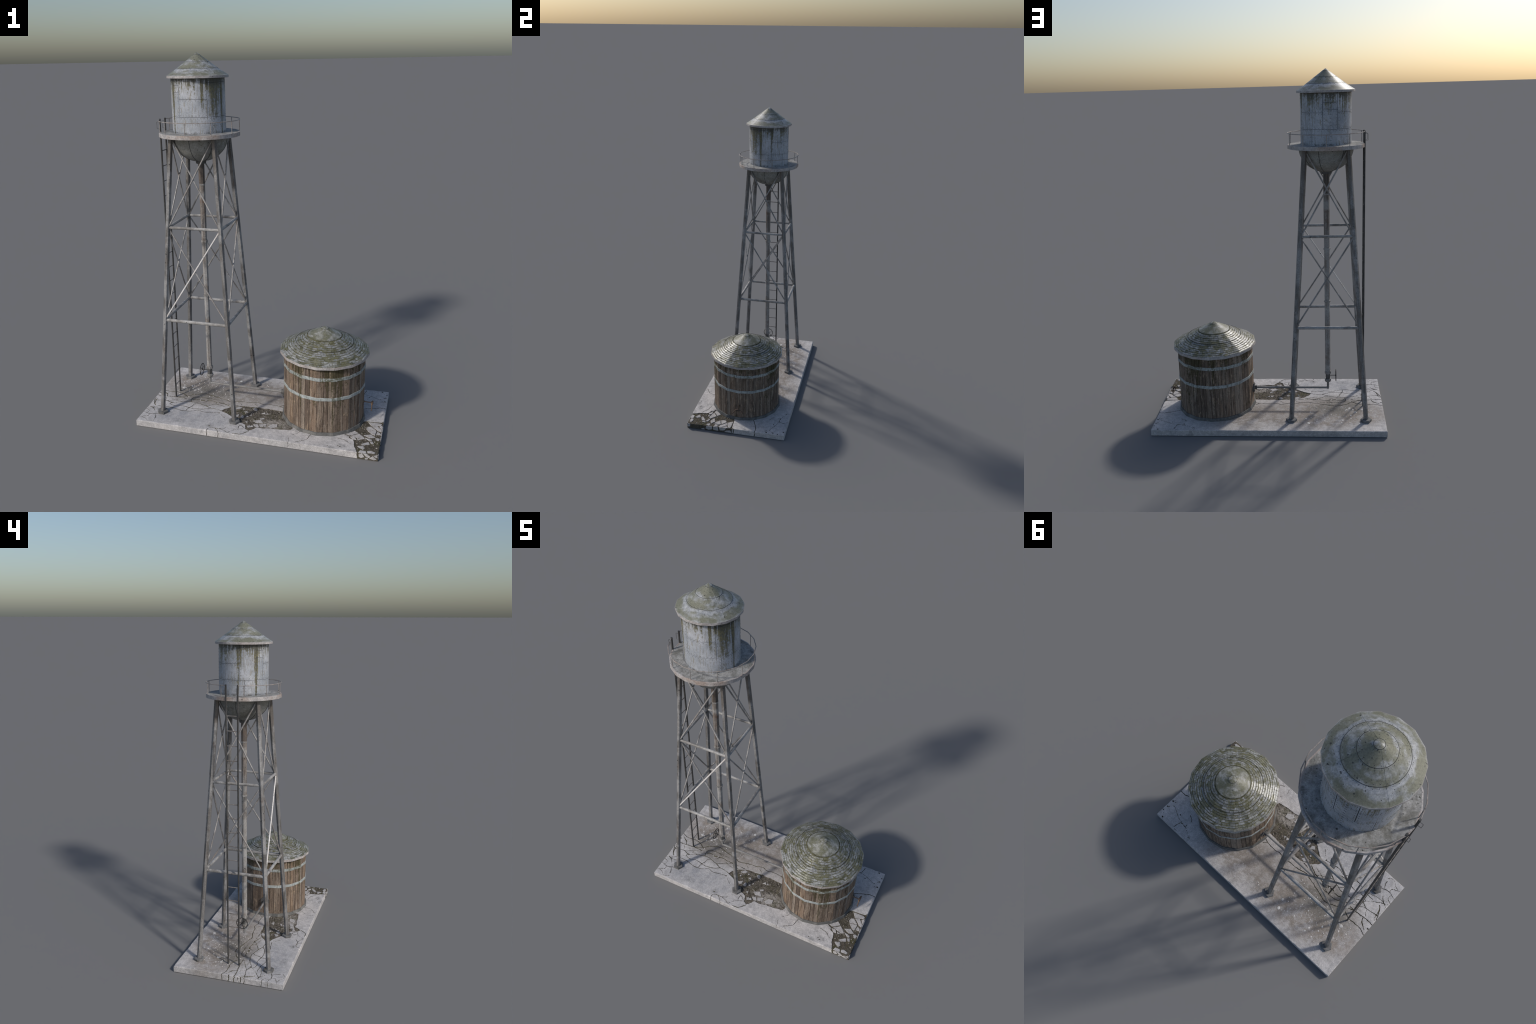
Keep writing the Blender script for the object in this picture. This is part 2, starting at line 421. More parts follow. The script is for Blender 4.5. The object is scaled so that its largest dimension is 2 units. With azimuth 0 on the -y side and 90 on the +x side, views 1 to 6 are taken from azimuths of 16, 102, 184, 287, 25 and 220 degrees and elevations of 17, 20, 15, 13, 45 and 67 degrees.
class Build:
    """collects several solids into one mesh"""
    def __init__(self): self.v, self.f = [], []

    def addv(self, verts, faces):
        o = len(self.v)
        self.v += [tuple(v) for v in verts]
        self.f += [tuple(i + o for i in f) for f in faces]
        return self

    def tube(self, p0, p1, r0, r1=None, n=8, rot=0.0, ref=None):
        r1 = r0 if r1 is None else r1
        p0, p1 = Vector(p0), Vector(p1)
        d = (p1 - p0).normalized()
        ref = Vector(ref) if ref else (Vector((1, 0, 0)) if abs(d.x) < 0.8 else Vector((0, 1, 0)))
        a = (ref - d * ref.dot(d)).normalized()
        b = d.cross(a)
        vs = []
        for p, r in ((p0, r0), (p1, r1)):
            for i in range(n):
                t = rot + math.tau * i / n
                vs.append(p + (a * math.cos(t) + b * math.sin(t)) * r)
        fs = [(i, (i + 1) % n, n + (i + 1) % n, n + i) for i in range(n)]
        fs += [tuple(reversed(range(n))), tuple(range(n, 2 * n))]
        return self.addv(vs, fs)

    def sweep(self, pts, r, n=6, closed=False):
        pts = [Vector(p) for p in pts]
        m, vs, fs = len(pts), [], []
        for i, p in enumerate(pts):
            q0 = pts[(i - 1) % m] if closed or i else p
            q1 = pts[(i + 1) % m] if closed or i < m - 1 else p
            d = (q1 - q0).normalized()
            up = Vector((0, 0, 1)) if abs(d.z) < 0.9 else Vector((1, 0, 0))
            a = d.cross(up).normalized()
            b = a.cross(d)
            for j in range(n):
                t = math.tau * j / n
                vs.append(p + (a * math.cos(t) + b * math.sin(t)) * r)
        for i in range(m if closed else m - 1):
            for j in range(n):
                k, j2 = (i + 1) % m, (j + 1) % n
                fs.append((i * n + j, i * n + j2, k * n + j2, k * n + j))
        if not closed:
            fs += [tuple(range(n)), tuple(range((m - 1) * n, m * n))]
        return self.addv(vs, fs)

    def lathe(self, prof, n, cx, cy=0.0, rot=0.0):
        """prof: (radius, z) from top to bottom; closed onto the axis where r = 0"""
        vs, rows = [], []
        for r, z in prof:
            if r < 1e-6:
                rows.append([len(vs)] * n)
                vs.append((cx, cy, z))
            else:
                rows.append(list(range(len(vs), len(vs) + n)))
                vs += [(cx + r * math.cos(rot + math.tau * i / n), cy + r * math.sin(rot + math.tau * i / n), z) for i in range(n)]
        fs = []
        for a, b in zip(rows, rows[1:]):
            for i in range(n):
                j = (i + 1) % n
                f = [a[i], a[j], b[j], b[i]]
                g = [x for k, x in enumerate(f) if x not in f[:k]]
                if len(g) > 2:
                    fs.append(tuple(g))
        return self.addv(vs, fs)

    def make(self, name, mat, parent=None, **kw):
        return make(name, self.v, self.f, mat, parent, **kw)


def empty(name, loc, label=None, category=None, parent=None):
    ob = bpy.data.objects.new(name, None)
    ob.empty_display_size = 0.05
    bpy.context.scene.collection.objects.link(ob)
    ob.parent = parent
    if label:
        ob["label"], ob["category"] = label, category
    return ob


def poly_radius(a, R_, n, rot=0.0):
    """radius of a regular n-gon of circumradius R_ in direction a"""
    s = math.tau / n
    return R_ * math.cos(s / 2) / math.cos((a - rot) % s - s / 2)

# ------------------------------------------------------------------ value noise
RNG = np.random.default_rng(5)
LAT = RNG.random((256, 256))

def vnoise(x, y):
    xi, yi = np.floor(x).astype(int), np.floor(y).astype(int)
    fx, fy = x - xi, y - yi
    fx, fy = fx * fx * (3 - 2 * fx), fy * fy * (3 - 2 * fy)
    g = lambda i, j: LAT[i & 255, j & 255]
    return (g(xi, yi) * (1 - fx) + g(xi + 1, yi) * fx) * (1 - fy) + (g(xi, yi + 1) * (1 - fx) + g(xi + 1, yi + 1) * fx) * fy

def fbm(x, y, o=3):
    s, a, t = 0.0, 1.0, 0.0
    for k in range(o):
        s = s + a * vnoise(x * 2 ** k + 17 * k, y * 2 ** k + 31 * k)
        t += a
        a *= 0.5
    return s / t

# ------------------------------------------------------------------ concrete slab
# cracks: control points of the larger fissures (plan, metres), with a width in mm
def curve(pts, n=5):
    """smooth line through control points (Catmull-Rom)"""
    P = [np.array(q) for q in (pts[0], *pts, pts[-1])]
    out = []
    for p0, p1, p2, p3 in zip(P, P[1:], P[2:], P[3:]):
        for i in range(n):
            t = i / n
            out.append(tuple(0.5 * (2 * p1 + (p2 - p0) * t + (2 * p0 - 5 * p1 + 4 * p2 - p3) * t * t + (3 * p1 - p0 - 3 * p2 + p3) * t ** 3)))
    return out + [tuple(pts[-1])]

CRACKS_LEFT = [
    (3.4, (-0.671, 0.034), (-0.629, 0.017), (-0.556, 0.019), (-0.522, 0.008), (-0.484, -0.020)),
    (3.6, (-0.671, -0.042), (-0.624, -0.044), (-0.569, -0.037), (-0.514, -0.035), (-0.484, -0.040)),
    (3.2, (-0.546, -0.034), (-0.488, -0.009), (-0.455, 0.016), (-0.392, 0.039), (-0.332, 0.023), (-0.273, 0.007), (-0.235, -0.001)),
    (2.6, (-0.655, 0.008), (-0.626, -0.011), (-0.607, -0.040)),
    (2.6, (-0.647, -0.100), (-0.590, -0.090), (-0.548, -0.106), (-0.494, -0.081), (-0.447, -0.068), (-0.453, -0.046), (-0.436, -0.011), (-0.371, -0.005), (-0.298, -0.009)),
    (2.2, (-0.589, -0.092), (-0.537, -0.066), (-0.484, -0.041)),
    (2.0, (-0.535, -0.067), (-0.498, -0.081)),
    (2.6, (-0.548, -0.106), (-0.557, -0.119), (-0.518, -0.133), (-0.483, -0.123), (-0.432, -0.134), (-0.388, -0.136), (-0.340, -0.126), (-0.307, -0.107)),
    (2.6, (-0.584, -0.154), (-0.531, -0.156), (-0.493, -0.169), (-0.457, -0.173), (-0.405, -0.165), (-0.370, -0.149), (-0.329, -0.158), (-0.239, -0.141)),
    (3.0, (-0.447, -0.068), (-0.398, -0.072), (-0.343, -0.091), (-0.308, -0.106), (-0.268, -0.112), (-0.240, -0.121)),
    (2.4, (-0.438, -0.165), (-0.430, -0.133), (-0.419, -0.111), (-0.415, -0.089), (-0.399, -0.075)),
    (3.6, (-0.442, -0.041), (-0.417, -0.032), (-0.385, -0.041), (-0.330, -0.030), (-0.296, -0.037), (-0.254, -0.041), (-0.200, -0.062)),
    (2.0, (-0.378, -0.070), (-0.359, -0.044), (-0.330, -0.030)),
    (2.0, (-0.371, -0.005), (-0.329, -0.025)),
    (2.4, (-0.345, -0.088), (-0.310, -0.073), (-0.251, -0.035)),
    (2.4, (-0.296, -0.049), (-0.277, -0.060), (-0.230, -0.073)),
]
CRACKS_EDGE = [
    (2.2, (-0.613, -0.055), (-0.601, -0.070), (-0.596, -0.089)),
    (1.8, (-0.575, -0.049), (-0.557, -0.074)),
    (3.6, (-0.671, -0.080), (-0.658, -0.107), (-0.647, -0.136), (-0.633, -0.153)),
    (2.8, (-0.653, -0.176), (-0.633, -0.186), (-0.612, -0.208)),
    (2.4, (-0.671, -0.203), (-0.646, -0.214), (-0.643, -0.240)),
    (2.6, (-0.671, -0.236), (-0.642, -0.246), (-0.613, -0.249), (-0.580, -0.237)),
    (2.2, (-0.593, -0.241), (-0.581, -0.269), (-0.577, -0.291)),
    (2.0, (-0.671, -0.294), (-0.629, -0.273), (-0.628, -0.253)),
    (2.2, (-0.657, -0.290), (-0.632, -0.300), (-0.612, -0.316), (-0.594, -0.322), (-0.571, -0.305)),
    (2.0, (-0.248, -0.143), (-0.225, -0.161), (-0.194, -0.188)),
    (1.6, (-0.238, -0.202), (-0.208, -0.198), (-0.164, -0.184)),
    (2.0, (-0.665, -0.190), (-0.640, -0.175), (-0.608, -0.153)),
    (2.6, (-0.653, 0.008), (-0.617, -0.015), (-0.606, -0.041)),
    (2.4, (-0.588, -0.088), (-0.647, -0.100), (-0.671, -0.102)),
    (2.4, (-0.522, -0.153), (-0.559, -0.171), (-0.615, -0.184), (-0.643, -0.178), (-0.671, -0.167)),
    (1.8, (-0.558, -0.115), (-0.602, -0.151), (-0.643, -0.179)),
    (1.8, (-0.575, -0.041), (-0.540, -0.076), (-0.493, -0.084)),
    (1.8, (-0.520, -0.098), (-0.550, -0.102), (-0.591, -0.089)),
    (1.8, (-0.557, -0.081), (-0.588, -0.088)),
    (2.2, (-0.671, -0.066), (-0.656, -0.087), (-0.645, -0.135)),
]
CRACKS_MID = [
    (3.4, (-0.235, -0.001), (-0.218, -0.009), (-0.147, 0.007), (-0.096, 0.009), (-0.063, 0.021), (-0.020, 0.007), (0.012, 0.015), (0.078, 0.009), (0.110, -0.008)),
    (2.4, (0.078, 0.009), (0.096, 0.030)),
    (2.6, (-0.222, -0.039), (-0.192, -0.040), (-0.160, -0.043)),
    (2.0, (-0.171, -0.003), (-0.150, -0.019), (-0.141, -0.035)),
    (2.0, (-0.088, 0.006), (-0.056, -0.011), (-0.040, -0.034)),
    (2.8, (-0.250, -0.345), (-0.252, -0.322), (-0.244, -0.302), (-0.217, -0.299), (-0.191, -0.299), (-0.159, -0.283)),
    (2.2, (-0.182, -0.345), (-0.190, -0.324), (-0.205, -0.308), (-0.217, -0.299)),
    (2.4, (-0.190, -0.301), (-0.158, -0.307), (-0.135, -0.321), (-0.108, -0.289), (-0.092, -0.277), (-0.057, -0.265)),
    (2.2, (-0.089, -0.276), (-0.093, -0.252), (-0.085, -0.237), (-0.059, -0.257)),
    (3.0, (-0.106, -0.321), (-0.080, -0.323), (-0.060, -0.317), (-0.025, -0.280)),
    (2.4, (0.195, -0.290), (0.203, -0.314), (0.198, -0.345)),
    (1.8, (0.188, -0.276), (0.205, -0.261), (0.233, -0.236), (0.243, -0.213)),
    (2.6, (0.242, -0.315), (0.279, -0.292), (0.295, -0.275), (0.304, -0.225)),
    (2.2, (0.446, -0.226), (0.466, -0.231), (0.496, -0.241), (0.519, -0.262), (0.542, -0.268)),
    (3.4, (0.540, 0.097), (0.596, 0.119), (0.642, 0.134), (0.674, 0.132)),
    (3.2, (0.569, -0.030), (0.614, -0.026), (0.639, -0.027), (0.662, -0.021), (0.673, -0.008)),
    (2.0, (0.627, 0.226), (0.559, 0.260), (0.488, 0.274), (0.421, 0.307)),
    (2.6, (0.541, 0.316), (0.529, 0.273), (0.492, 0.270)),
    (1.8, (0.532, 0.324), (0.479, 0.313), (0.425, 0.303)),
    (1.8, (0.492, 0.270), (0.493, 0.240)),
    (2.6, (0.488, 0.228), (0.493, 0.216), (0.508, 0.208), (0.518, 0.205)),
]
# the washed-out hollow between tower and tank, and the broken corner
HOLLOW = [(-0.241, -0.122), (-0.224, -0.096), (-0.190, -0.062), (-0.134, -0.040), (-0.086, -0.040), (-0.038, -0.034), (0.051, -0.038),
          (0.115, -0.041), (0.20, -0.190), (0.190, -0.214), (0.127, -0.227), (0.088, -0.229), (0.049, -0.238), (0.003, -0.237),
          (-0.012, -0.263), (-0.031, -0.279), (-0.050, -0.264), (-0.064, -0.225), (-0.100, -0.212), (-0.143, -0.178), (-0.200, -0.137)]
CORNER = [(0.545, -0.045), (0.569, -0.030), (0.614, -0.026), (0.665, -0.020), (0.69, -0.02), (0.69, -0.35), (0.566, -0.35), (0.562, -0.329), (0.552, -0.300), (0.541, -0.273),
          (0.537, -0.242), (0.527, -0.219), (0.500, -0.210), (0.472, -0.193), (0.500, -0.150)]
POCKS = [(0.664, 0.284, 6), (0.658, 0.253, 7), (0.650, 0.246, 4), (0.661, 0.209, 8), (0.652, 0.200, 5), (0.640, 0.205, 4), (0.566, 0.238, 6), (0.632, 0.318, 8), (0.650, 0.300, 3),
         (-0.252, -0.285, 6), (0.475, -0.300, 6), (0.462, -0.292, 5), (-0.667, -0.010, 7), (0.41, -0.31, 4), (-0.652, -0.098, 6), (0.632, 0.226, 5)]


def seg_dist(px, py, a, b):
    ax, ay = a
    dx, dy = b[0] - ax, b[1] - ay
    t = np.clip(((px - ax) * dx + (py - ay) * dy) / (dx * dx + dy * dy), 0, 1)
    return np.hypot(px - ax - t * dx, py - ay - t * dy)


def poly_sdf(px, py, poly):
    d = np.full(px.shape, 9.0)
    inside = np.zeros(px.shape, bool)
    for a, b in zip(poly, poly[1:] + poly[:1]):
        d = np.minimum(d, seg_dist(px, py, a, b))
        c = ((a[1] > py) != (b[1] > py)) & (px < (b[0] - a[0]) * (py - a[1]) / (b[1] - a[1] + 1e-12) + a[0])
        inside ^= c
    return np.where(inside, -d, d)


def fissures(x, y):
    """signed distances (negative inside) of cracks and of open soil on the slab plan"""
    wx = x + (fbm(x * 60, y * 60) - 0.5) * 0.006 + (fbm(x * 220 + 9, y * 220) - 0.5) * 0.003
    wy = y + (fbm(x * 60 + 40, y * 60 + 7) - 0.5) * 0.006 + (fbm(x * 220, y * 220 + 5) - 0.5) * 0.003
    fc = np.full(x.shape, 0.05)
    width = 0.75 + 0.8 * fbm(x * 45 + 3, y * 45)
    for w, *pts in CRACKS_LEFT + CRACKS_EDGE + CRACKS_MID:
        pts = curve(pts)
        P = np.array(pts)
        near = (wx > P[:, 0].min() - 0.02) & (wx < P[:, 0].max() + 0.02) & (wy > P[:, 1].min() - 0.02) & (wy < P[:, 1].max() + 0.02)
        if not near.any():
            continue
        X, Y, d = wx[near], wy[near], np.full(near.sum(), 9.0)
        for a, b in zip(pts, pts[1:]):
            d = np.minimum(d, seg_dist(X, Y, a, b))
        fc[near] = np.minimum(fc[near], d - np.maximum(0.00055 * w * width[near], 0.00085))
    for px, py, r in POCKS:
        fc = np.minimum(fc, np.hypot((wx - px) * 1.0, (wy - py) * 1.5) - r * 0.001 * (0.4 + fbm(x * 200, y * 200)))
    fs = np.minimum(poly_sdf(wx, wy, HOLLOW), poly_sdf(wx, wy, CORNER))
    # nothing is open under the tank's kerb or the legs' pads
    fs = np.maximum(fs, 0.205 - np.hypot(x - TKX, y))
    return fc, fs


def build_slab():
    cell = 0.0016
    nx, ny = int(2 * SX / cell), int(2 * SY / cell)
    gx, gy = np.meshgrid(np.linspace(-SX, SX, nx + 1), np.linspace(-SY, SY, ny + 1), indexing="ij")
    fc, fs = fissures(gx, gy)
    f = np.minimum(fc, fs)
    # pull the grid onto the crack walls so that they run clean
    g0, g1 = np.gradient(f, cell)
    g = np.maximum(g0 ** 2 + g1 ** 2, 0.2)
    snap = np.abs(f) < 0.6 * cell
    snap[[0, -1], :] = False
    snap[:, [0, -1]] = False
    x = np.where(snap, gx - np.clip(f * g0 / g, -0.6 * cell, 0.6 * cell), gx)
    y = np.where(snap, gy - np.clip(f * g1 / g, -0.6 * cell, 0.6 * cell), gy)
    fe = np.where(snap, 0.0, f)
    # worn, chipped arris
    edge = np.minimum(SX - np.abs(gx), SY - np.abs(gy))
    along = np.where(SX - np.abs(gx) < SY - np.abs(gy), gy * 1.0, gx * 1.0)
    chip = np.clip(fbm(gx * 28 + 3, gy * 28 + 8, 4) - 0.52, 0, 1) * 0.022
    rad = 0.0018 + chip
    lower = np.where(edge < rad, rad - np.sqrt(np.maximum(rad ** 2 - (rad - edge) ** 2, 0)), 0.0)
    z = SH + (fbm(gx * 14, gy * 14) - 0.5) * 0.0008 - lower
    rough = fbm(gx * 120, gy * 120, 4)
    depth_s = 0.0030 + (0.5 - rough) * 0.0045
    depth_c = np.minimum(0.0030, 0.0010 + np.maximum(-fc, 0) * 2.5)
    z = np.where(fe < 0, z - np.where(fs < 0, np.minimum(depth_s, 0.0006 + -fs * 1.2), depth_c), z)
    nvt = (nx + 1) * (ny + 1)
    idx = np.arange(nvt).reshape(nx + 1, ny + 1)
    V = [np.stack([x, y, z], -1).reshape(-1, 3)]
    q = np.stack([idx[:-1, :-1], idx[1:, :-1], idx[1:, 1:], idx[:-1, 1:]], -1).reshape(-1, 4)
    fq = fe[:-1, :-1] + fe[1:, :-1] + fe[1:, 1:] + fe[:-1, 1:]
    open_q = (fq < -1e-7).reshape(-1)
    wide_q = (fs[:-1, :-1] < 0.0).reshape(-1)
    F, kind = [q], [np.where(open_q, np.where(wide_q, 2, 1), 0)]
    # sides: walk round the rim and drop rows of vertices to the ground
    ring = np.concatenate([idx[:-1, 0], idx[-1, :-1], idx[1:, -1][::-1], idx[0, 1:][::-1]])
    rx, ry = gx.reshape(-1)[ring], gy.reshape(-1)[ring]
    rz = z.reshape(-1)[ring]
    nxl = np.where(np.abs(rx) >= SX - 1e-6, np.sign(rx), 0.0)
    nyl = np.where(np.abs(ry) >= SY - 1e-6, np.sign(ry), 0.0)
    rows, n = 14, len(ring)
    prev = ring
    base = nvt
    lastf = None
    fr0 = None
    for r in range(1, rows + 1):
        t = r / rows
        zz = rz * (1 - t)
        s = (fbm(rx * 60 + ry * 60 + 5, np.full(n, t * 2.0 + 1)) - 0.5) * 0.012
        sx_, sy_ = rx + s * (nxl == 0), ry + s * (nyl == 0)
        c2, s2 = fissures(sx_, sy_)
        ff = np.minimum(c2, s2 + 0.001)
        inset = np.where(ff < 0, 0.0016, 0.0) + (fbm(rx * 60 + 2, ry * 60 + t * 3) - 0.4) * 0.0009
        if r == rows:
            inset *= 0
        V.append(np.stack([rx - nxl * inset, ry - nyl * inset, zz], -1))
        cur = np.arange(base, base + n)
        base += n
        a, b = prev, np.roll(prev, -1)
        c, d = np.roll(cur, -1), cur
        F.append(np.stack([a, d, c, b], -1))
        fm = ff + np.roll(ff, -1)
        kind.append(np.where(fm < 0, np.where((s2 + np.roll(s2, -1)) < 0, 2, 1), 0))
        prev = cur
    V, F, kind = np.concatenate(V), np.concatenate(F), np.concatenate(kind)
    bottom = prev

    def part(mask, name, mat, parent, extra=None):
        used = np.unique(F[mask])
        lut = np.full(len(V), -1)
        lut[used] = np.arange(len(used))
        faces = lut[F[mask]]
        me = bpy.data.meshes.new(name)
        loops = faces.reshape(-1)
        starts = np.arange(len(faces)) * 4
        if extra is not None:
            loops = np.concatenate([loops, lut[extra]])
            starts = np.append(starts, len(faces) * 4)
        me.vertices.add(len(used))
        me.vertices.foreach_set("co", V[used].astype(np.float32).reshape(-1))
        me.loops.add(len(loops))
        me.loops.foreach_set("vertex_index", loops.astype(np.int32))
        me.polygons.add(len(starts))
        me.polygons.foreach_set("loop_start", starts.astype(np.int32))
        me.update(calc_edges=True)
        me.validate()
        return place(name, me, mat, parent, 40)

    slab = part(kind == 0, "concrete_slab", "concrete", None)
    slab["label"] = "cracked weathered concrete slab with broken corner and soil hollow"
    slab["category"] = "concrete slab"
    part(kind == 2, "soil", "soil", slab)
    part(kind == 1, "crack_dirt", "crack", slab)
    b = Build()     # underside plate
    b.addv([(-SX + .001, -SY + .001, 0), (SX - .001, -SY + .001, 0), (SX - .001, SY - .001, 0), (-SX + .001, SY - .001, 0)], [(3, 2, 1, 0)])
    b.make("slab_underside", "concrete", slab)
    return slab


slab = build_slab()

# broken plates of concrete lying in the soil (outline in plan), height of the top
PLATES_CORNER = [
    [(0.589, -0.032), (0.641, -0.030), (0.655, -0.031), (0.665, -0.039), (0.660, -0.051), (0.612, -0.066)],
    [(0.614, -0.070), (0.641, -0.059), (0.668, -0.094), (0.669, -0.114), (0.648, -0.106), (0.640, -0.093)],
    [(0.652, -0.062), (0.669, -0.049), (0.669, -0.084), (0.665, -0.084)],
    [(0.589, -0.084), (0.604, -0.074), (0.618, -0.081), (0.637, -0.100), (0.595, -0.114), (0.586, -0.101)],
    [(0.596, -0.118), (0.640, -0.104), (0.641, -0.125), (0.636, -0.152), (0.618, -0.144)],
    [(0.643, -0.143), (0.646, -0.115), (0.662, -0.125), (0.669, -0.142)],
    [(0.580, -0.166), (0.616, -0.149), (0.642, -0.170), (0.614, -0.184), (0.599, -0.176)],
    [(0.588, -0.189), (0.612, -0.192), (0.628, -0.201), (0.626, -0.208), (0.616, -0.212)],
    [(0.516, -0.186), (0.554, -0.158), (0.579, -0.180), (0.588, -0.197), (0.570, -0.204), (0.541, -0.194)],
    [(0.487, -0.177), (0.528, -0.135), (0.550, -0.154), (0.510, -0.184)],
    [(0.509, -0.195), (0.535, -0.195), (0.547, -0.215), (0.529, -0.217)],
    [(0.547, -0.202), (0.568, -0.209), (0.555, -0.218)],
    [(0.474, -0.192), (0.484, -0.184), (0.504, -0.195), (0.508, -0.210), (0.487, -0.206)],
]
PLATES_LOOSE = [
    [(0.559, -0.272), (0.587, -0.259), (0.599, -0.279), (0.593, -0.297), (0.573, -0.288)],
    [(0.574, -0.249), (0.605, -0.224), (0.613, -0.223), (0.619, -0.242), (0.590, -0.255)],
    [(0.619, -0.219), (0.632, -0.212), (0.640, -0.232), (0.628, -0.236)],
    [(0.641, -0.180), (0.652, -0.171), (0.666, -0.178), (0.662, -0.198), (0.650, -0.197)],
    [(0.569, -0.325), (0.579, -0.304), (0.607, -0.306), (0.611, -0.319), (0.592, -0.327)],
    [(0.613, -0.305), (0.627, -0.297), (0.655, -0.307), (0.652, -0.318), (0.617, -0.319)],
    [(-0.176, -0.069), (-0.152, -0.049), (-0.132, -0.055), (-0.143, -0.072), (-0.165, -0.079)],
    [(-0.030, -0.172), (0.008, -0.153), (0.027, -0.183), (-0.010, -0.191)],
    [(-0.022, -0.210), (0.001, -0.200), (0.015, -0.224), (-0.002, -0.231)],
    [(0.011, -0.201), (0.049, -0.186), (0.050, -0.216), (0.020, -0.221)],
    [(-0.009, -0.093), (0.007, -0.074), (0.018, -0.091)],
    [(0.020, -0.093), (0.023, -0.076), (0.038, -0.085)],
    [(-0.155, -0.147), (-0.128, -0.130), (-0.124, -0.151), (-0.140, -0.163)],
    [(-0.002, -0.141), (0.021, -0.129), (0.024, -0.141), (0.004, -0.151)],
    [(-0.075, -0.195), (-0.063, -0.181), (-0.057, -0.200)],
    [(0.062, -0.208), (0.078, -0.180), (0.108, -0.176), (0.112, -0.200), (0.080, -0.220)],
    [(-0.052, -0.232), (-0.036, -0.222), (-0.028, -0.238), (-0.040, -0.248)],
    [(-0.110, -0.095), (-0.092, -0.084), (-0.086, -0.100)],
]


def plate(poly, top, thick, tilt=0.0, name="concrete_fragment"):
    c = Vector((sum(p[0] for p in poly) / len(poly), sum(p[1] for p in poly) / len(poly)))
    pts = []
    for a, b in zip(poly, poly[1:] + poly[:1]):       # rough broken outline
        a, b = Vector(a), Vector(b)
        nrm = Vector((b.y - a.y, a.x - b.x)).normalized()
        m = max(1, int((b - a).length / 0.006))
        for i in range(m):
            pts.append(a.lerp(b, i / m) + nrm * R.uniform(-0.0009, 0.0009))
    n, vs = len(pts), []
    tx, ty = R.uniform(-tilt, tilt), R.uniform(-tilt, tilt)
    for inset, z in ((0.0, top - thick), (0.0, top - 0.0009), (0.0011, top)):
        for p in pts:
            d = c - p
            q = p + (d.normalized() * min(inset, d.length * 0.5) if d.length else d)
            vs.append((q.x, q.y, z + ((q.x - c.x) * tx + (q.y - c.y) * ty) * (z > top - thick + 1e-6)))
    fs = [tuple(range(2 * n, 3 * n)), tuple(reversed(range(n)))]
    for k in (0, 1):
        fs += [(k * n + i, k * n + (i + 1) % n, (k + 1) * n + (i + 1) % n, (k + 1) * n + i) for i in range(n)]
    return make(name, vs, fs, "rubble", slab, 30)


for p in PLATES_CORNER:
    plate(p, SH + R.uniform(-0.0002, 0.0006), 0.008)
for p in PLATES_LOOSE:
    plate(p, SH - R.uniform(0.0004, 0.0014), 0.008, 0.03)
# pieces that show on the broken corner's two upright faces
def side_piece(points, face):
    b = []
    for lift in (0.0, 1.0):
        for u, w in points:
            u += R.uniform(-0.001, 0.001)
            b.append((u, -SY + 0.003 - lift * 0.0038, w) if face == "front" else (SX - 0.003 + lift * 0.0038, u, w))
    n = len(points)
    fs = [tuple(range(n)), tuple(range(n, 2 * n))] + [(i, (i + 1) % n, n + (i + 1) % n, n + i) for i in range(n)]
    make("concrete_fragment", b, fs, "rubble", slab, 30)

for pts in ([(0.573, 0.028), (0.589, 0.033), (0.602, 0.014), (0.584, 0.005), (0.574, 0.012)], [(0.595, 0.033), (0.611, 0.034), (0.632, 0.022), (0.627, 0.012), (0.611, 0.016)],
            [(0.627, 0.010), (0.645, 0.026), (0.665, 0.009), (0.650, 0.003)], [(0.649, 0.028), (0.668, 0.034), (0.669, 0.020), (0.660, 0.018)], [(0.605, 0.009), (0.622, 0.010), (0.619, 0.002), (0.606, 0.001)]):
    side_piece(pts, "front")
for pts in ([(-0.326, 0.033), (-0.306, 0.030), (-0.310, 0.010), (-0.325, 0.008)], [(-0.196, 0.031), (-0.158, 0.034), (-0.155, 0.012), (-0.180, 0.004), (-0.200, 0.012)],
            [(-0.150, 0.034), (-0.118, 0.034), (-0.112, 0.006), (-0.146, 0.008)], [(-0.107, 0.033), (-0.060, 0.034), (-0.070, 0.016), (-0.103, 0.010)], [(-0.062, 0.014), (-0.030, 0.020), (-0.024, 0.003), (-0.072, 0.003)],
            [(-0.232, 0.006), (-0.212, 0.012), (-0.206, 0.002), (-0.228, 0.001)]):
    side_piece(pts, "right")


def pebble_mesh(seed, flat=0.45):
    r = random.Random(seed)
    bm = bmesh.new()
    bmesh.ops.create_icosphere(bm, subdivisions=2, radius=1.0)
    k = [Vector((r.uniform(-1, 1), r.uniform(-1, 1), r.uniform(-1, 1))).normalized() for _ in range(7)]
    h = [r.uniform(0.62, 0.9) for _ in k]
    for v in bm.verts:               # knock flats off a ball
        for d, s in zip(k, h):
            o = v.co.dot(d)
            if o > s:
                v.co -= d * (o - s)
        v.co.z *= flat
    me = bpy.data.meshes.new("pebble")
    bm.to_mesh(me)
    bm.free()
    me.materials.append(M["chip"])
    me.shade_smooth()
    me.set_sharp_from_angle(angle=math.radians(30))
    return me

PEBBLES = [pebble_mesh(s) for s in range(5)]
COBBLES = [pebble_mesh(s + 20, 0.6) for s in range(3)]
for me in COBBLES:
    me.materials[0] = M["rubble"]

def stone(mesh, x, y, r, z=SH, name="pebble"):
    ob = bpy.data.objects.new(name, mesh)
    bpy.context.scene.collection.objects.link(ob)
    ob.parent = slab
    ob.location = (x, y, z)
    ob.rotation_euler = (R.uniform(-0.15, 0.15), R.uniform(-0.15, 0.15), R.uniform(0, 6.28))
    ob.scale = (r, r * R.uniform(0.6, 0.95), r * (R.uniform(0.3, 0.5) if name == "pebble" else R.uniform(0.6, 0.8)))

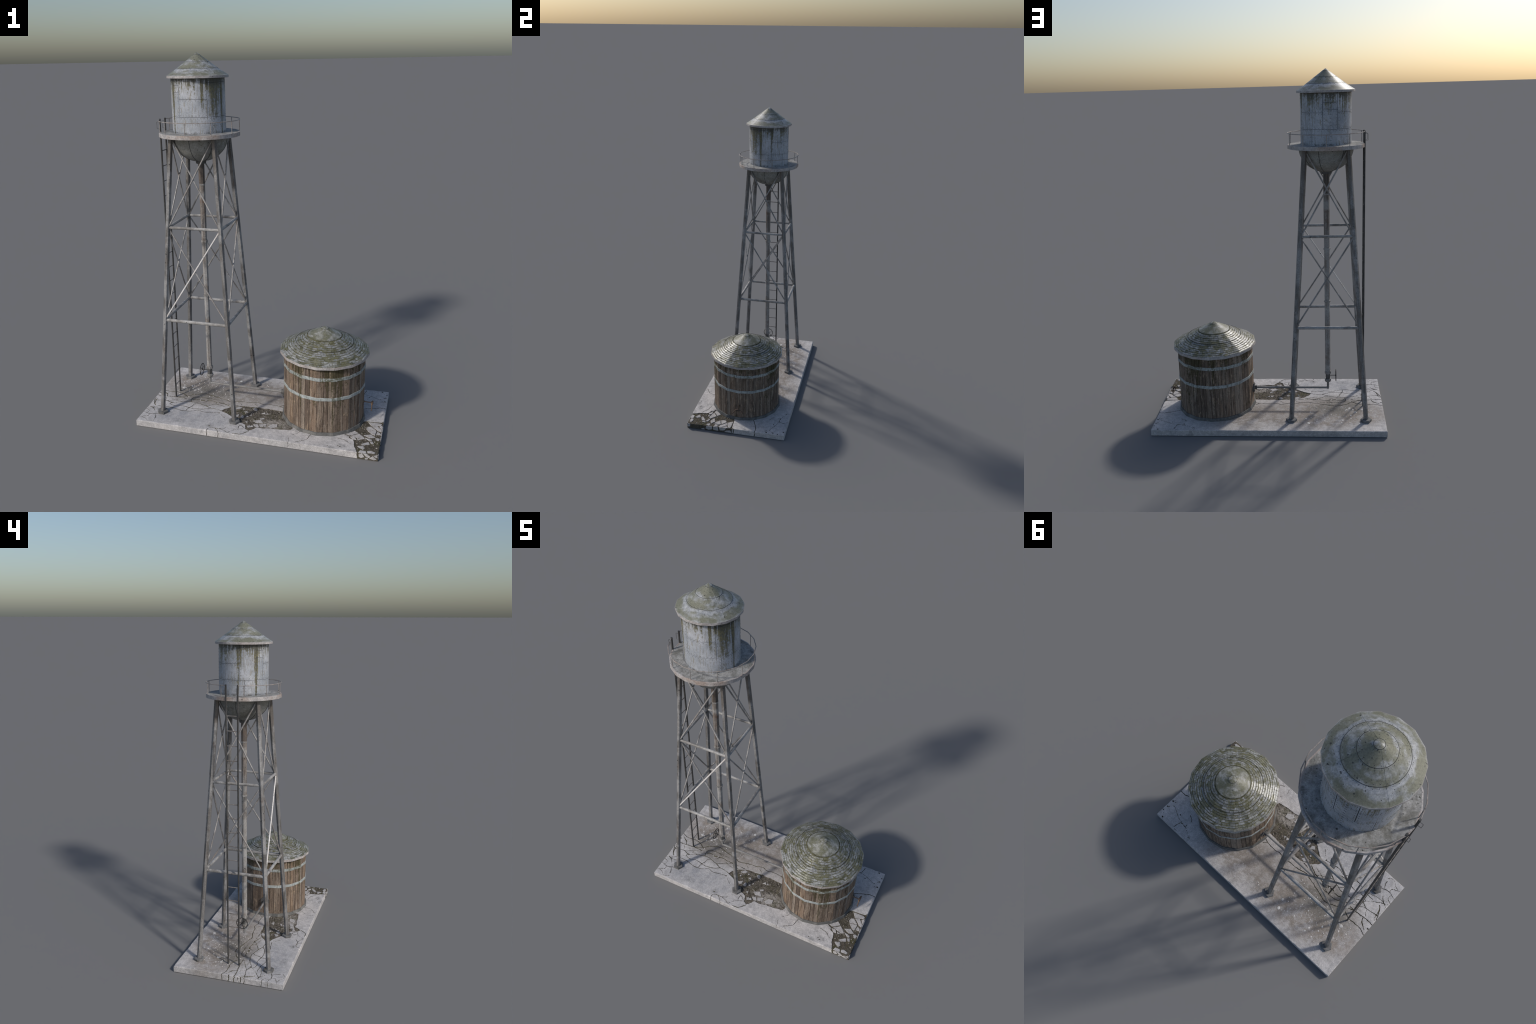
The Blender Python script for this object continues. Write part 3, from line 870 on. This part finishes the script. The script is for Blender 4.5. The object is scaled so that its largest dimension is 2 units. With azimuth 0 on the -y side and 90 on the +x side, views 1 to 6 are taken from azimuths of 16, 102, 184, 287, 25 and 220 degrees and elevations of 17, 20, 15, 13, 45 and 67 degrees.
for x, y, r in [(-0.052, -0.057, 0.017), (-0.104, -0.150, 0.016), (-0.160, -0.100, 0.007), (-0.118, -0.068, 0.007), (-0.022, -0.231, 0.011), (-0.075, -0.140, 0.009), (-0.060, -0.120, 0.006)]:
    stone(R.choice(COBBLES), x, y, r, SH - 0.002, "cobble")
for x, y, r in [(-0.228, 0.242, 0.0105), (-0.212, 0.193, 0.0085), (-0.276, 0.224, 0.007), (-0.424, 0.209, 0.007), (-0.418, 0.236, 0.0063), (-0.474, 0.185, 0.0063), (-0.507, 0.112, 0.0095),
                (-0.547, 0.079, 0.0132), (-0.489, 0.079, 0.007), (-0.475, 0.156, 0.0055), (-0.557, 0.111, 0.006), (-0.36, 0.141, 0.005), (-0.35, 0.19, 0.005), (-0.322, 0.216, 0.0045), (-0.466, 0.236, 0.0055), (-0.312, 0.139, 0.0045),
                (-0.470, 0.066, 0.008), (-0.452, 0.080, 0.007), (-0.50, 0.050, 0.0055), (-0.53, 0.16, 0.005)]:
    stone(R.choice(PEBBLES), x, y, r, SH)
small = Build()
count = 0
while count < 330:
    x, y = R.gauss(-0.40, 0.14), R.gauss(0.13, 0.085)
    if abs(x) > 0.66 or not -0.05 < y < 0.315 or x > 0.02:
        continue
    count += 1
    r = 0.0011 + 0.0040 * R.random() ** 2.8
    if count < 70 and r > 0.0019:
        stone(R.choice(PEBBLES), x, y, r * 1.2, SH)
        continue
    a = R.uniform(0, 6.28)
    ring = [(x + r * R.uniform(0.7, 1.1) * math.cos(a + i * 1.047), y + r * R.uniform(0.6, 1) * math.sin(a + i * 1.047)) for i in range(6)]
    vs = [(px, py, SH - 0.0008) for px, py in ring] + [(x + (px - x) * 0.6, y + (py - y) * 0.6, SH + r * 0.45) for px, py in ring]
    small.addv(vs, [tuple(range(6, 12))] + [(i, (i + 1) % 6, 6 + (i + 1) % 6, 6 + i) for i in range(6)])
# grit in the open soil
grit = Build()
for _ in range(800):
    if R.random() < 0.75:
        x, y = R.uniform(-0.22, 0.15), R.uniform(-0.27, -0.045)
        if poly_sdf(np.array([x]), np.array([y]), HOLLOW)[0] > -0.004:
            continue
    else:
        x, y = R.uniform(0.55, 0.665), R.uniform(-0.32, -0.06)
        if poly_sdf(np.array([x]), np.array([y]), CORNER)[0] > -0.004:
            continue
    r = 0.0012 + 0.004 * R.random() ** 3
    ring = [(x + r * R.uniform(0.6, 1.1) * math.cos(i * 1.047), y + r * R.uniform(0.6, 1.1) * math.sin(i * 1.047)) for i in range(6)]
    z0 = SH - 0.0035
    vs = [(px, py, z0) for px, py in ring] + [(x + (px - x) * 0.6, y + (py - y) * 0.6, z0 + 0.001 + r * 0.6) for px, py in ring]
    grit.addv(vs, [tuple(range(6, 12))] + [(i, (i + 1) % 6, 6 + (i + 1) % 6, 6 + i) for i in range(6)])
grit.make("soil_grit", "grit", slab, kind="stuff")
small.make("grit", "chip", slab, kind="stuff")

# ------------------------------------------------------------------ water tower
tower = empty("water_tower", (TWX, 0, SH), "rusty steel water tower with mossy conical roof", "water tower")

def leg_off(z):
    return 0.2173 - 0.0632 * z

def leg_at(sx, sy, z, din=0.0):
    o = leg_off(z) - din
    return Vector((TWX + sx * o, sy * o, z))

LEG_R = 0.0139
for sx, sy in ((-1, -1), (1, -1), (1, 1), (-1, 1)):
    b = Build()
    zs = [0.045, 1.59]
    ring = []
    for z in zs:
        c = leg_at(sx, sy, z)
        ring += [(c.x + LEG_R * math.cos(math.tau * i / 6), c.y + LEG_R * math.sin(math.tau * i / 6), z) for i in range(6)]
    b.addv(ring, [(i, (i + 1) % 6, 6 + (i + 1) % 6, 6 + i) for i in range(6)] + [tuple(range(6)), tuple(range(6, 12))])
    leg = b.make("leg", "leg", tower, angle=30)
    c = leg_at(sx, sy, 0.04)
    Build().lathe([(0, 0.0495), (0.0290, 0.0495), (0.0318, 0.0472), (0.0322, 0.0345), (0, 0.0345)], 6, c.x, c.y).make("footing", "pad", leg, angle=20)

CORNERS = [(-1, -1), (1, -1), (1, 1), (-1, 1)]
for z, r in ((0.5958, 0.0089), (1.1150, 0.0078)):
    for a, c in zip(CORNERS, CORNERS[1:] + CORNERS[:1]):
        d = (Vector(c) - Vector(a)).normalized().to_3d() * -0.004
        Build().tube(leg_at(*a, z) + d * 0.5, leg_at(*c, z) - d * 0.5, r, n=8, rot=math.pi / 8, ref=(0, 0, 1)).make("crossbar", "bar", tower, angle=30)
for z0, z1 in ((0.598, 1.114), (1.108, 1.585)):
    for a, c in zip(CORNERS, CORNERS[1:] + CORNERS[:1]):
        out = (Vector((a[0] + c[0], a[1] + c[1], 0))).normalized() * 0.003
        bright = z0 < 1 and a == (-1, -1)       # one rod of the front has been renewed
        Build().tube(leg_at(*a, z0) + out, leg_at(*c, z1) + out, 0.0043, n=6).make("brace", "pale_rod" if bright else "rod", tower, angle=30)
        Build().tube(leg_at(*c, z0) - out, leg_at(*a, z1) - out, 0.0043, n=6).make("brace", "rod", tower, angle=30)

# standpipe, its clamps, valve and the feed to the wooden tank
standpipe = empty("standpipe", (TWX, 0, 0), parent=tower)
for r0, z0, r1, z1, m in ((0.0176, 1.452, 0.0172, 1.3255, "pipe_brown"), (0.0170, 1.3255, 0.0160, 1.009, "pipe_mixed"), (0.0157, 1.009, 0.0152, 0.693, "pipe"), (0.0152, 0.693, 0.0160, 0.235, "pipe")):
    Build().lathe([(0, z0), (r0, z0), (r1, z1), (0, z1)], 8, TWX).make("pipe_length", m, standpipe, angle=30)
for z, r, h, m in ((1.3255, 0.0182, 0.0045, "flange"), (1.009, 0.0200, 0.005, "pipe"), (0.693, 0.0192, 0.005, "flange")):
    Build().lathe([(0.012, z + h), (r, z + h), (r, z - h), (0.012, z - h)], 8, TWX).make("pipe_clamp", m, standpipe, angle=30)
Build().lathe([(0, 1.462), (0.0300, 1.462), (0.0290, 1.449), (0.0262, 1.438), (0, 1.438)], 12, TWX).make("outlet_collar", "valve", standpipe, angle=25)
valve = Build().lathe([(0, 0.236), (0.0142, 0.236), (0.0140, 0.196), (0, 0.196)], 8, TWX, rot=math.pi / 8).make("valve_body", "valve", tower, angle=30)
for prof in ([(0, 0.250), (0.0185, 0.250), (0.0202, 0.243), (0.0190, 0.234), (0.013, 0.231), (0, 0.231)], [(0, 0.200), (0.0180, 0.200), (0.0202, 0.193), (0.0190, 0.184), (0.012, 0.178), (0, 0.178)]):
    Build().lathe(prof, 8, TWX, rot=math.pi / 8).make("valve_flange", "flange", valve, angle=30)
WX, WZ, WR = -0.3920, 0.2206, 0.0345
wheel = Build()
wheel.sweep([(WX, WR * math.cos(i * math.tau / 28), WZ + WR * math.sin(i * math.tau / 28)) for i in range(28)], 0.0022, 6, True)
for i in range(6):
    a = i * math.tau / 6 + 0.26
    wheel.tube((WX, 0, WZ), (WX, (WR - 0.001) * math.cos(a), WZ + (WR - 0.001) * math.sin(a)), 0.0013, n=6)
wheel.tube((WX - 0.003, 0, WZ), (WX + 0.004, 0, WZ), 0.0045, n=8)
wheel.make("handwheel", "iron", valve)
Build().tube((WX, 0, WZ), (TWX - 0.012, 0, WZ), 0.0019, n=6).make("valve_stem", "iron", valve)
PZ = 0.1397
feed = Build()
feed.sweep([(TWX, 0, 0.183), (TWX, 0, 0.150), (TWX, 0, PZ + 0.001), (TWX + 0.002, 0, PZ), (TWX + 0.02, 0, PZ), (0.1135, 0, PZ)], 0.0067, 8)
feed.tube((TWX, 0, 0.150), (TWX, 0, PZ - 0.0066), 0.0067, n=8)
feed.make("feed_pipe", "feed", tower)
fl = Build()
fl.tube((0.1035, 0, PZ), (0.1135, 0, PZ), 0.0305, n=8, rot=math.pi / 8)
fl.tube((0.0885, 0, PZ), (0.1040, 0, PZ), 0.0125, n=8, rot=math.pi / 8)
for i in range(4):
    a = math.pi / 4 + i * math.pi / 2
    fl.tube((0.1005, 0.022 * math.cos(a), PZ + 0.022 * math.sin(a)), (0.105, 0.022 * math.cos(a), PZ + 0.022 * math.sin(a)), 0.003, n=6)
fl.make("pipe_flange", "valve", tower, angle=30)

# bowl
prof = [(0.150 * math.cos(t), 1.5840 - 0.134 * math.sin(t)) for t in [math.radians(8 * i) for i in range(11)]] + [(0.020, 1.4515), (0, 1.4515)]
bowl = Build().lathe([(0, 1.592), (0.150, 1.592)] + prof, 40, TWX).make("tank_bowl", "bowl", tower, angle=40)
for deg in (-91.6, -130, 179.5, 127, 74, 36, -0.6, -45):
    a = math.radians(deg)
    pts = []
    for i in range(11):
        t = math.radians(4 + 7.2 * i)
        r = 0.1503 * math.cos(t)
        pts.append((TWX + r * math.cos(a), r * math.sin(a), 1.584 - 0.1343 * math.sin(t)))
    Build().sweep(pts, 0.0011, 6).make("bowl_seam", "gap", bowl)

# gallery deck
N20 = 20
rot20 = math.radians(9)
DECK_R = 0.2128
deck_rim = Build().lathe([(DECK_R - 0.006, 1.6038), (DECK_R - 0.001, 1.6038), (DECK_R, 1.6028), (DECK_R, 1.5838), (DECK_R - 0.001, 1.5828), (0.14, 1.5828)], N20, TWX, rot=rot20).make("gallery_rim", "rim", tower, angle=35)
Build().lathe([(0.10, 1.6034), (DECK_R - 0.0045, 1.6034), (DECK_R - 0.0045, 1.5950)], N20, TWX, rot=rot20).make("gallery_deck", "deck", deck_rim, angle=35)
rail_pts = [(TWX + DECK_R * math.cos(rot20 + math.tau * i / N20), DECK_R * math.sin(rot20 + math.tau * i / N20), 1.6655) for i in range(N20)]
order = [i % N20 for i in range(10, 10 + N20)]        # starts and ends at the ladder: the rail is open there
rail = Build().sweep([rail_pts[i] for i in order], 0.0021, 6).make("handrail", "rail", tower, angle=40)
for i in range(10):
    a = math.radians(-90 + 36 * i)
    r = DECK_R * math.cos(math.pi / N20) - 0.0022
    p = (TWX + r * math.cos(a), r * math.sin(a))
    Build().tube((*p, 1.600), (*p, 1.6655), 0.0018, n=6).make("baluster", "rail", rail)

# ladder
ladder = empty("ladder", (TWX, 0, 0), parent=tower)
LX = -0.5525
for s in (-1, 1):
    y = 0.0331 * s
    Build().tube((LX, y, SH - 0.001), (LX, y, 1.6708), 0.0049, n=8).make("stile", "ladder", ladder, angle=30)
    Build().sweep([(LX - 0.004, y, 1.6545), (LX - 0.0175, y, 1.6545), (LX - 0.0178, y, 1.6530), (LX - 0.0178, y, 1.6205), (LX - 0.0175, y, 1.6190), (LX - 0.004, y, 1.6190)], 0.0009, 5).make("grab_hook", "ladder", ladder)
for i in range(18):
    z = 1.5036 - 0.08185 * i
    Build().tube((LX, -0.033, z), (LX, 0.033, z), 0.0028, n=6).make("rung", "rung", ladder)

# tank shell: riveted plates over a dark core
WR0, Z0, ZJ, Z1 = 0.1384, 1.6025, 1.6880, 1.8760
shell = Build().lathe([(0, 1.8755), (WR0 - 0.0014, 1.8755), (WR0 - 0.0014, 1.598), (0, 1.598)], 72, TWX).make("tank_shell", "gap", tower)
rivets = Build()

def rivet(a, z, r=0.0017):
    n = Vector((math.cos(a), math.sin(a), 0))
    c = Vector((TWX, 0, z)) + n * (WR0 - 0.0002)
    rivets.tube(c, c + n * 0.0009, r, r * 0.6, n=6)

def wall_plate(d0, d1, z0, z1):
    g = 0.0009
    gs = 0.0017 if 80 < d0 < 100 else g         # the hatch has open sides
    a0, a1 = math.radians(d0) + gs / WR0, math.radians(d1) - gs / WR0
    z0, z1 = z0 + g, z1 - g
    m = max(2, int((a1 - a0) / math.radians(4)))
    vs, fs = [], []
    for i in range(m + 1):
        a = a0 + (a1 - a0) * i / m
        for r, z in ((WR0 - 0.002, z0), (WR0, z0), (WR0, z1), (WR0 - 0.002, z1)):
            vs.append((TWX + r * math.cos(a), r * math.sin(a), z))
    for i in range(m):
        o = 4 * i
        fs += [(o + k, o + 4 + k, o + 4 + (k + 1) % 4, o + (k + 1) % 4) for k in range(4)]
    fs += [(0, 1, 2, 3), (4 * m + 3, 4 * m + 2, 4 * m + 1, 4 * m)]
    make("wall_plate", vs, fs, "wall", shell, 40)
    e = 0.0062
    nh = max(1, round((a1 - a0 - 2 * e / WR0) * WR0 / 0.0165))
    for i in range(nh + 1):
        a = a0 + e / WR0 + (a1 - a0 - 2 * e / WR0) * i / nh
        for z in (z0 + e, z1 - e):
            if z < 1.865:
                rivet(a, z)
    nv = round((z1 - z0 - 2 * e) / 0.018)
    for i in range(1, nv):
        for a in (a0 + e / WR0, a1 - e / WR0):
            rivet(a, z0 + e + (z1 - z0 - 2 * e) * i / nv)

LOW = [-161, -133, -41.8, -16, 9.4, 55, 145, 199]
for a, b in zip(LOW, LOW[1:]):
    wall_plate(a, b, Z0, ZJ)
for a, b, cuts in [(-171.6, -132.7, []), (-132.7, -114, [1.807, 1.842]), (-114, -51.2, [1.775]), (-51.2, -16, [1.855]), (-16, 20, [1.855]),
                   (20, 82.9, [1.7735]), (82.9, 116.6, [1.788, 1.826]), (116.6, 188.4, [1.7745])]:
    lv = [ZJ] + cuts + [Z1]
    for z0, z1 in zip(lv, lv[1:]):
        wall_plate(a, b, z0, z1)
for i in range(13):          # double column on the middle of the hatch
    for d in (-0.9, 0.9):
        rivet(math.radians(99.8 + d), 1.612 + 0.019 * i)
rivets.make("rivet", "rivet", shell, kind="stuff")

# tower roof
ROT16 = math.radians(11.25)
ROOF = [(0, 2.0), (0.0170, 1.9878), (0.0524, 1.9623), (0.0613, 1.9558), (0.1052, 1.9237), (0.1173, 1.9149), (0.1598, 1.8882)]
roof = Build().lathe(ROOF + [(0.1592, 1.8878)], 16, TWX, rot=ROT16).make("tower_roof", "roof", tower, angle=45)
Build().lathe([(0.1585, 1.8889), (0.1600, 1.8882), (0.1600, 1.8768), (0.1593, 1.8760), (0.10, 1.8760)], 16, TWX, rot=ROT16).make("eave_rim", "eave", roof, angle=40)

def cone_z(r, prof=ROOF):
    for (r0, z0), (r1, z1) in zip(prof, prof[1:]):
        if r0 <= r <= r1:
            return z0 + (z1 - z0) * (r - r0) / (r1 - r0)

def ring_on(zfun, r, n, rot, cx, lift=0.0004):
    """a true circle of radius r laid on an n-sided cone"""
    pts = []
    for i in range(64):
        a = math.tau * i / 64
        u = (a - rot) % (math.tau / n) - math.pi / n
        pts.append((cx + r * math.cos(a), r * math.sin(a), zfun(r * math.cos(u) / math.cos(math.pi / n)) + lift))
    return pts

rr = Build()
for r in (0.0170, 0.0613, 0.1052):
    Build().sweep(ring_on(cone_z, r, 16, ROT16, TWX, 0.0), 0.0008, 5, True).make("roof_seam", "gap", roof)
    for ro in ((r + 0.006, r - 0.005) if r > 0.02 else (r + 0.006,)):
        n = max(8, int(ro * 6.283 / 0.02))
        for i in range(n):
            a = math.tau * i / n + r * 40
            q = poly_radius(a, ro, 16, ROT16)
            c = Vector((TWX + q * math.cos(a), q * math.sin(a), cone_z(ro) - 0.0002))
            rr.tube(c, c + Vector((0.0006 * math.cos(a), 0.0006 * math.sin(a), 0.0009)), 0.0014, 0.0008, n=6)
for deg in (56, 146, 236, 326):         # faint standing seams down the slope
    a = math.radians(deg)
    pts = [(TWX + poly_radius(a, r, 16, ROT16) * math.cos(a), poly_radius(a, r, 16, ROT16) * math.sin(a), cone_z(r) + 0.0001) for r in (0.019, 0.0524, 0.061, 0.105, 0.1173, 0.156)]
    Build().sweep(pts, 0.0004, 4).make("roof_seam", "roof", roof)
rr.make("rivet", "rivet", roof, kind="stuff")

# ------------------------------------------------------------------ wooden tank
tank = empty("wooden_tank", (TKX, 0, SH), "round plank tank with metal hoops and mossy shingle roof", "water tank")
N16 = 16
KR = 0.2255      # circumradius of the plank wall
Build().lathe([(0.18, 0.0510), (0.2300, 0.0510), (0.2315, 0.0500), (0.2365, 0.0335), (0.18, 0.0335)], N16, TKX).make("kerb", "kerb", tank, angle=20)
Build().lathe([(0, 0.43), (KR * 0.975 - 0.004, 0.43), (KR * 0.975 - 0.004, 0.045), (0, 0.045)], N16, TKX).make("tank_core", "gap", tank)

def plank(p0, p1, nrm, z0, z1):
    w = (p1 - p0).length
    t = (p1 - p0).normalized()
    off = R.uniform(-0.0006, 0.0007)
    g, c = R.uniform(0.0005, 0.0010), 0.0010
    prof = [(g, -0.006), (g, off - c), (g + c, off), (w - g - c, off), (w - g, off - c), (w - g, -0.006)]
    cols = max(1, int(1))
    vs, n = [], len(prof)
    lv = [z0, z0 + 0.001, z1]
    for z in lv:
        for s, d in prof:
            q = p0 + t * s + nrm * d
            vs.append((q.x, q.y, z))
    fs = [tuple(range(n)), tuple(range((len(lv) - 1) * n, len(lv) * n))]
    for k in range(len(lv) - 1):
        fs += [(k * n + i, k * n + (i + 1) % n, (k + 1) * n + (i + 1) % n, (k + 1) * n + i) for i in range(n)]
    make("plank", vs, fs, "wood", tank, 20)

for i in range(N16):
    a0, a1 = math.tau * i / N16, math.tau * (i + 1) / N16
    q0, q1 = Vector((TKX + KR * math.cos(a0), KR * math.sin(a0))), Vector((TKX + KR * math.cos(a1), KR * math.sin(a1)))
    nrm = Vector((math.cos((a0 + a1) / 2), math.sin((a0 + a1) / 2)))
    w = [R.uniform(0.55, 1.35) for _ in range(R.choice((3, 3, 4)))]
    s, acc = sum(w), 0.0
    for x in w:
        plank(q0.lerp(q1, acc / s), q0.lerp(q1, (acc + x) / s), nrm, 0.0500, 0.4285)
        acc += x
for zt, zb in ((0.3712, 0.3526), (0.2566, 0.2384)):
    hoop = Build().lathe([(KR - 0.003, zt), (KR + 0.0012, zt), (KR + 0.0020, zt - 0.0008), (KR + 0.0020, zb + 0.0008), (KR + 0.0012, zb), (KR - 0.003, zb)], N16, TKX).make("hoop", "hoop", tank, angle=40)
    bolts = Build()
    for i in range(N16 * 2):
        a = math.tau * (i + 0.5 + R.uniform(-0.15, 0.15)) / (N16 * 2)
        q = poly_radius(a, KR + 0.002, N16)
        n = Vector((math.cos(a), math.sin(a), 0))
        c = Vector((TKX, 0, (zt + zb) / 2 + R.uniform(-0.003, 0.003))) + n * (q - 0.0003)
        bolts.tube(c, c + n * 0.0011, 0.0013, 0.0009, n=6)
    bolts.make("hoop_bolt", "rivet", hoop, kind="stuff")

# tank roof: moss bed, shingle courses, smooth metal crown
TR, TA, TE = 0.2455, 0.5720, 0.4425
SL = (TA - TE) / TR
def tz(r): return TA - SL * r
troof = Build().lathe([(0, tz(0.0) - 0.004), (0.088, tz(0.088) - 0.0003), (TR - 0.0005, TE - 0.0001), (TR - 0.0030, TE - 0.0012)], N16, TKX).make("tank_roof", "moss", tank, angle=45)
Build().lathe([(TR - 0.0045, TE + 0.0005), (TR - 0.0012, TE + 0.0004), (TR, TE - 0.0010), (TR, TE - 0.0148), (TR - 0.001, TE - 0.0156), (0.15, TE - 0.0156)], N16, TKX).make("eave_rim", "eave", troof, angle=40)
Build().lathe([(0, TA - 0.0005), (0.0224, tz(0.0224) + 0.0002), (0.0600, tz(0.06) + 0.0002), (0.0940, tz(0.0940) + 0.0004), (0.0945, tz(0.0945) - 0.0015)], N16, TKX).make("roof_crown", "cone", troof, angle=45)
for r, lift in ((0.0224, 0.0004), (0.0918, 0.0006), (0.1580, 0.0020)):
    Build().sweep(ring_on(tz, r, N16, 0.0, TKX, lift), 0.0008, 5, True).make("roof_seam", "gap", troof)
rr = Build()
for ro in (0.030, 0.086):
    n = int(ro * 6.283 / 0.020)
    for i in range(n):
        a = math.tau * i / n + ro * 30
        q = poly_radius(a, ro, N16)
        c = Vector((TKX + q * math.cos(a), q * math.sin(a), tz(ro) - 0.0002))
        rr.tube(c, c + Vector((0.0006 * math.cos(a), 0.0006 * math.sin(a), 0.0011)), 0.0013, 0.0008, n=6)
rr.make("rivet", "rivet", troof, kind="stuff")

def shingle_geo(a0, a1, r0, r1, lift):
    """one slate that follows the faceted cone; its lower edge stands proud"""
    m = 3
    vs, fs = [], []
    for i in range(m + 1):
        a = a0 + (a1 - a0) * i / m
        for r, h in ((r0, -0.0012), (r0, 0.0003), (r1 - 0.0006, lift), (r1, lift - 0.0003), (r1, -0.0012)):
            u = a % (math.tau / N16) - math.pi / N16
            t = max(0.0, (r - 0.12) / (TR - 0.12)) ** 2       # round courses that true up to the faceted eave
            q = r + (poly_radius(a, r, N16) - r) * t
            vs.append((TKX + q * math.cos(a), q * math.sin(a), tz(q * math.cos(u) / math.cos(math.pi / N16)) + h))
    k = 5
    for i in range(m):
        o = k * i
        fs += [(o + j, o + k + j, o + k + (j + 1) % k, o + (j + 1) % k) for j in range(k)]
    fs += [tuple(range(k)), tuple(range(k * m, k * m + k))]
    return vs, fs

course, rtop, rows = Build(), 0.0955, 12
pitch = (TR - 0.0012 - rtop) / rows
for row in range(rows):
    r0 = rtop + pitch * row
    r1 = r0 + pitch * 0.985
    rm = (r0 + r1) / 2
    n = int(math.tau * rm / 0.0235)
    w = [R.uniform(0.6, 1.45) for _ in range(n)]
    s, a = sum(w), R.uniform(0, 1)
    for x in w:
        da = math.tau * x / s
        g = R.uniform(0.0006, 0.0026) / rm / 2
        dr = R.uniform(-0.0009, 0.0009)
        geo = shingle_geo(a + g, a + da - g, r0 + R.uniform(0.0010, 0.0036), min(r1 + dr, TR - 0.0008), R.uniform(0.0004, 0.0011))
        if row >= rows - 5:
            make("shingle", *geo, "shingle", troof, 30)
        else:
            course.addv(*geo)
        a += da
course.make("shingle_course", "shingle", troof, angle=30, kind="stuff")

# drain tap on the tank's far side
tap = Build()
tap.tube((0.550, 0.002, 0.1400), (0.604, 0.002, 0.1396), 0.0028, n=8)
tap.sweep([(0.603, 0.002, 0.1396), (0.603, -0.012, 0.136), (0.603, -0.0325, 0.1088)], 0.0032, 8)
tap.sweep([(0.603, 0.002, 0.1396), (0.603, 0.026, 0.1345), (0.603, 0.0345, 0.129), (0.603, 0.0355, 0.1150)], 0.0034, 8)
tap.tube((0.597, 0.002, 0.1396), (0.608, 0.002, 0.1396), 0.0050, n=8)
tap.tube((0.603, -0.010, 0.1365), (0.603, 0.016, 0.1370), 0.0062, n=8)
tap.tube((0.603, 0.027, 0.1335), (0.603, 0.0352, 0.1245), 0.0046, n=8)
tap.make("drain_tap", "rust", tank)
Build().tube((0.553, 0.002, 0.1400), (0.5595, 0.002, 0.1400), 0.0085, n=10).make("tap_flange", "rust", tank)
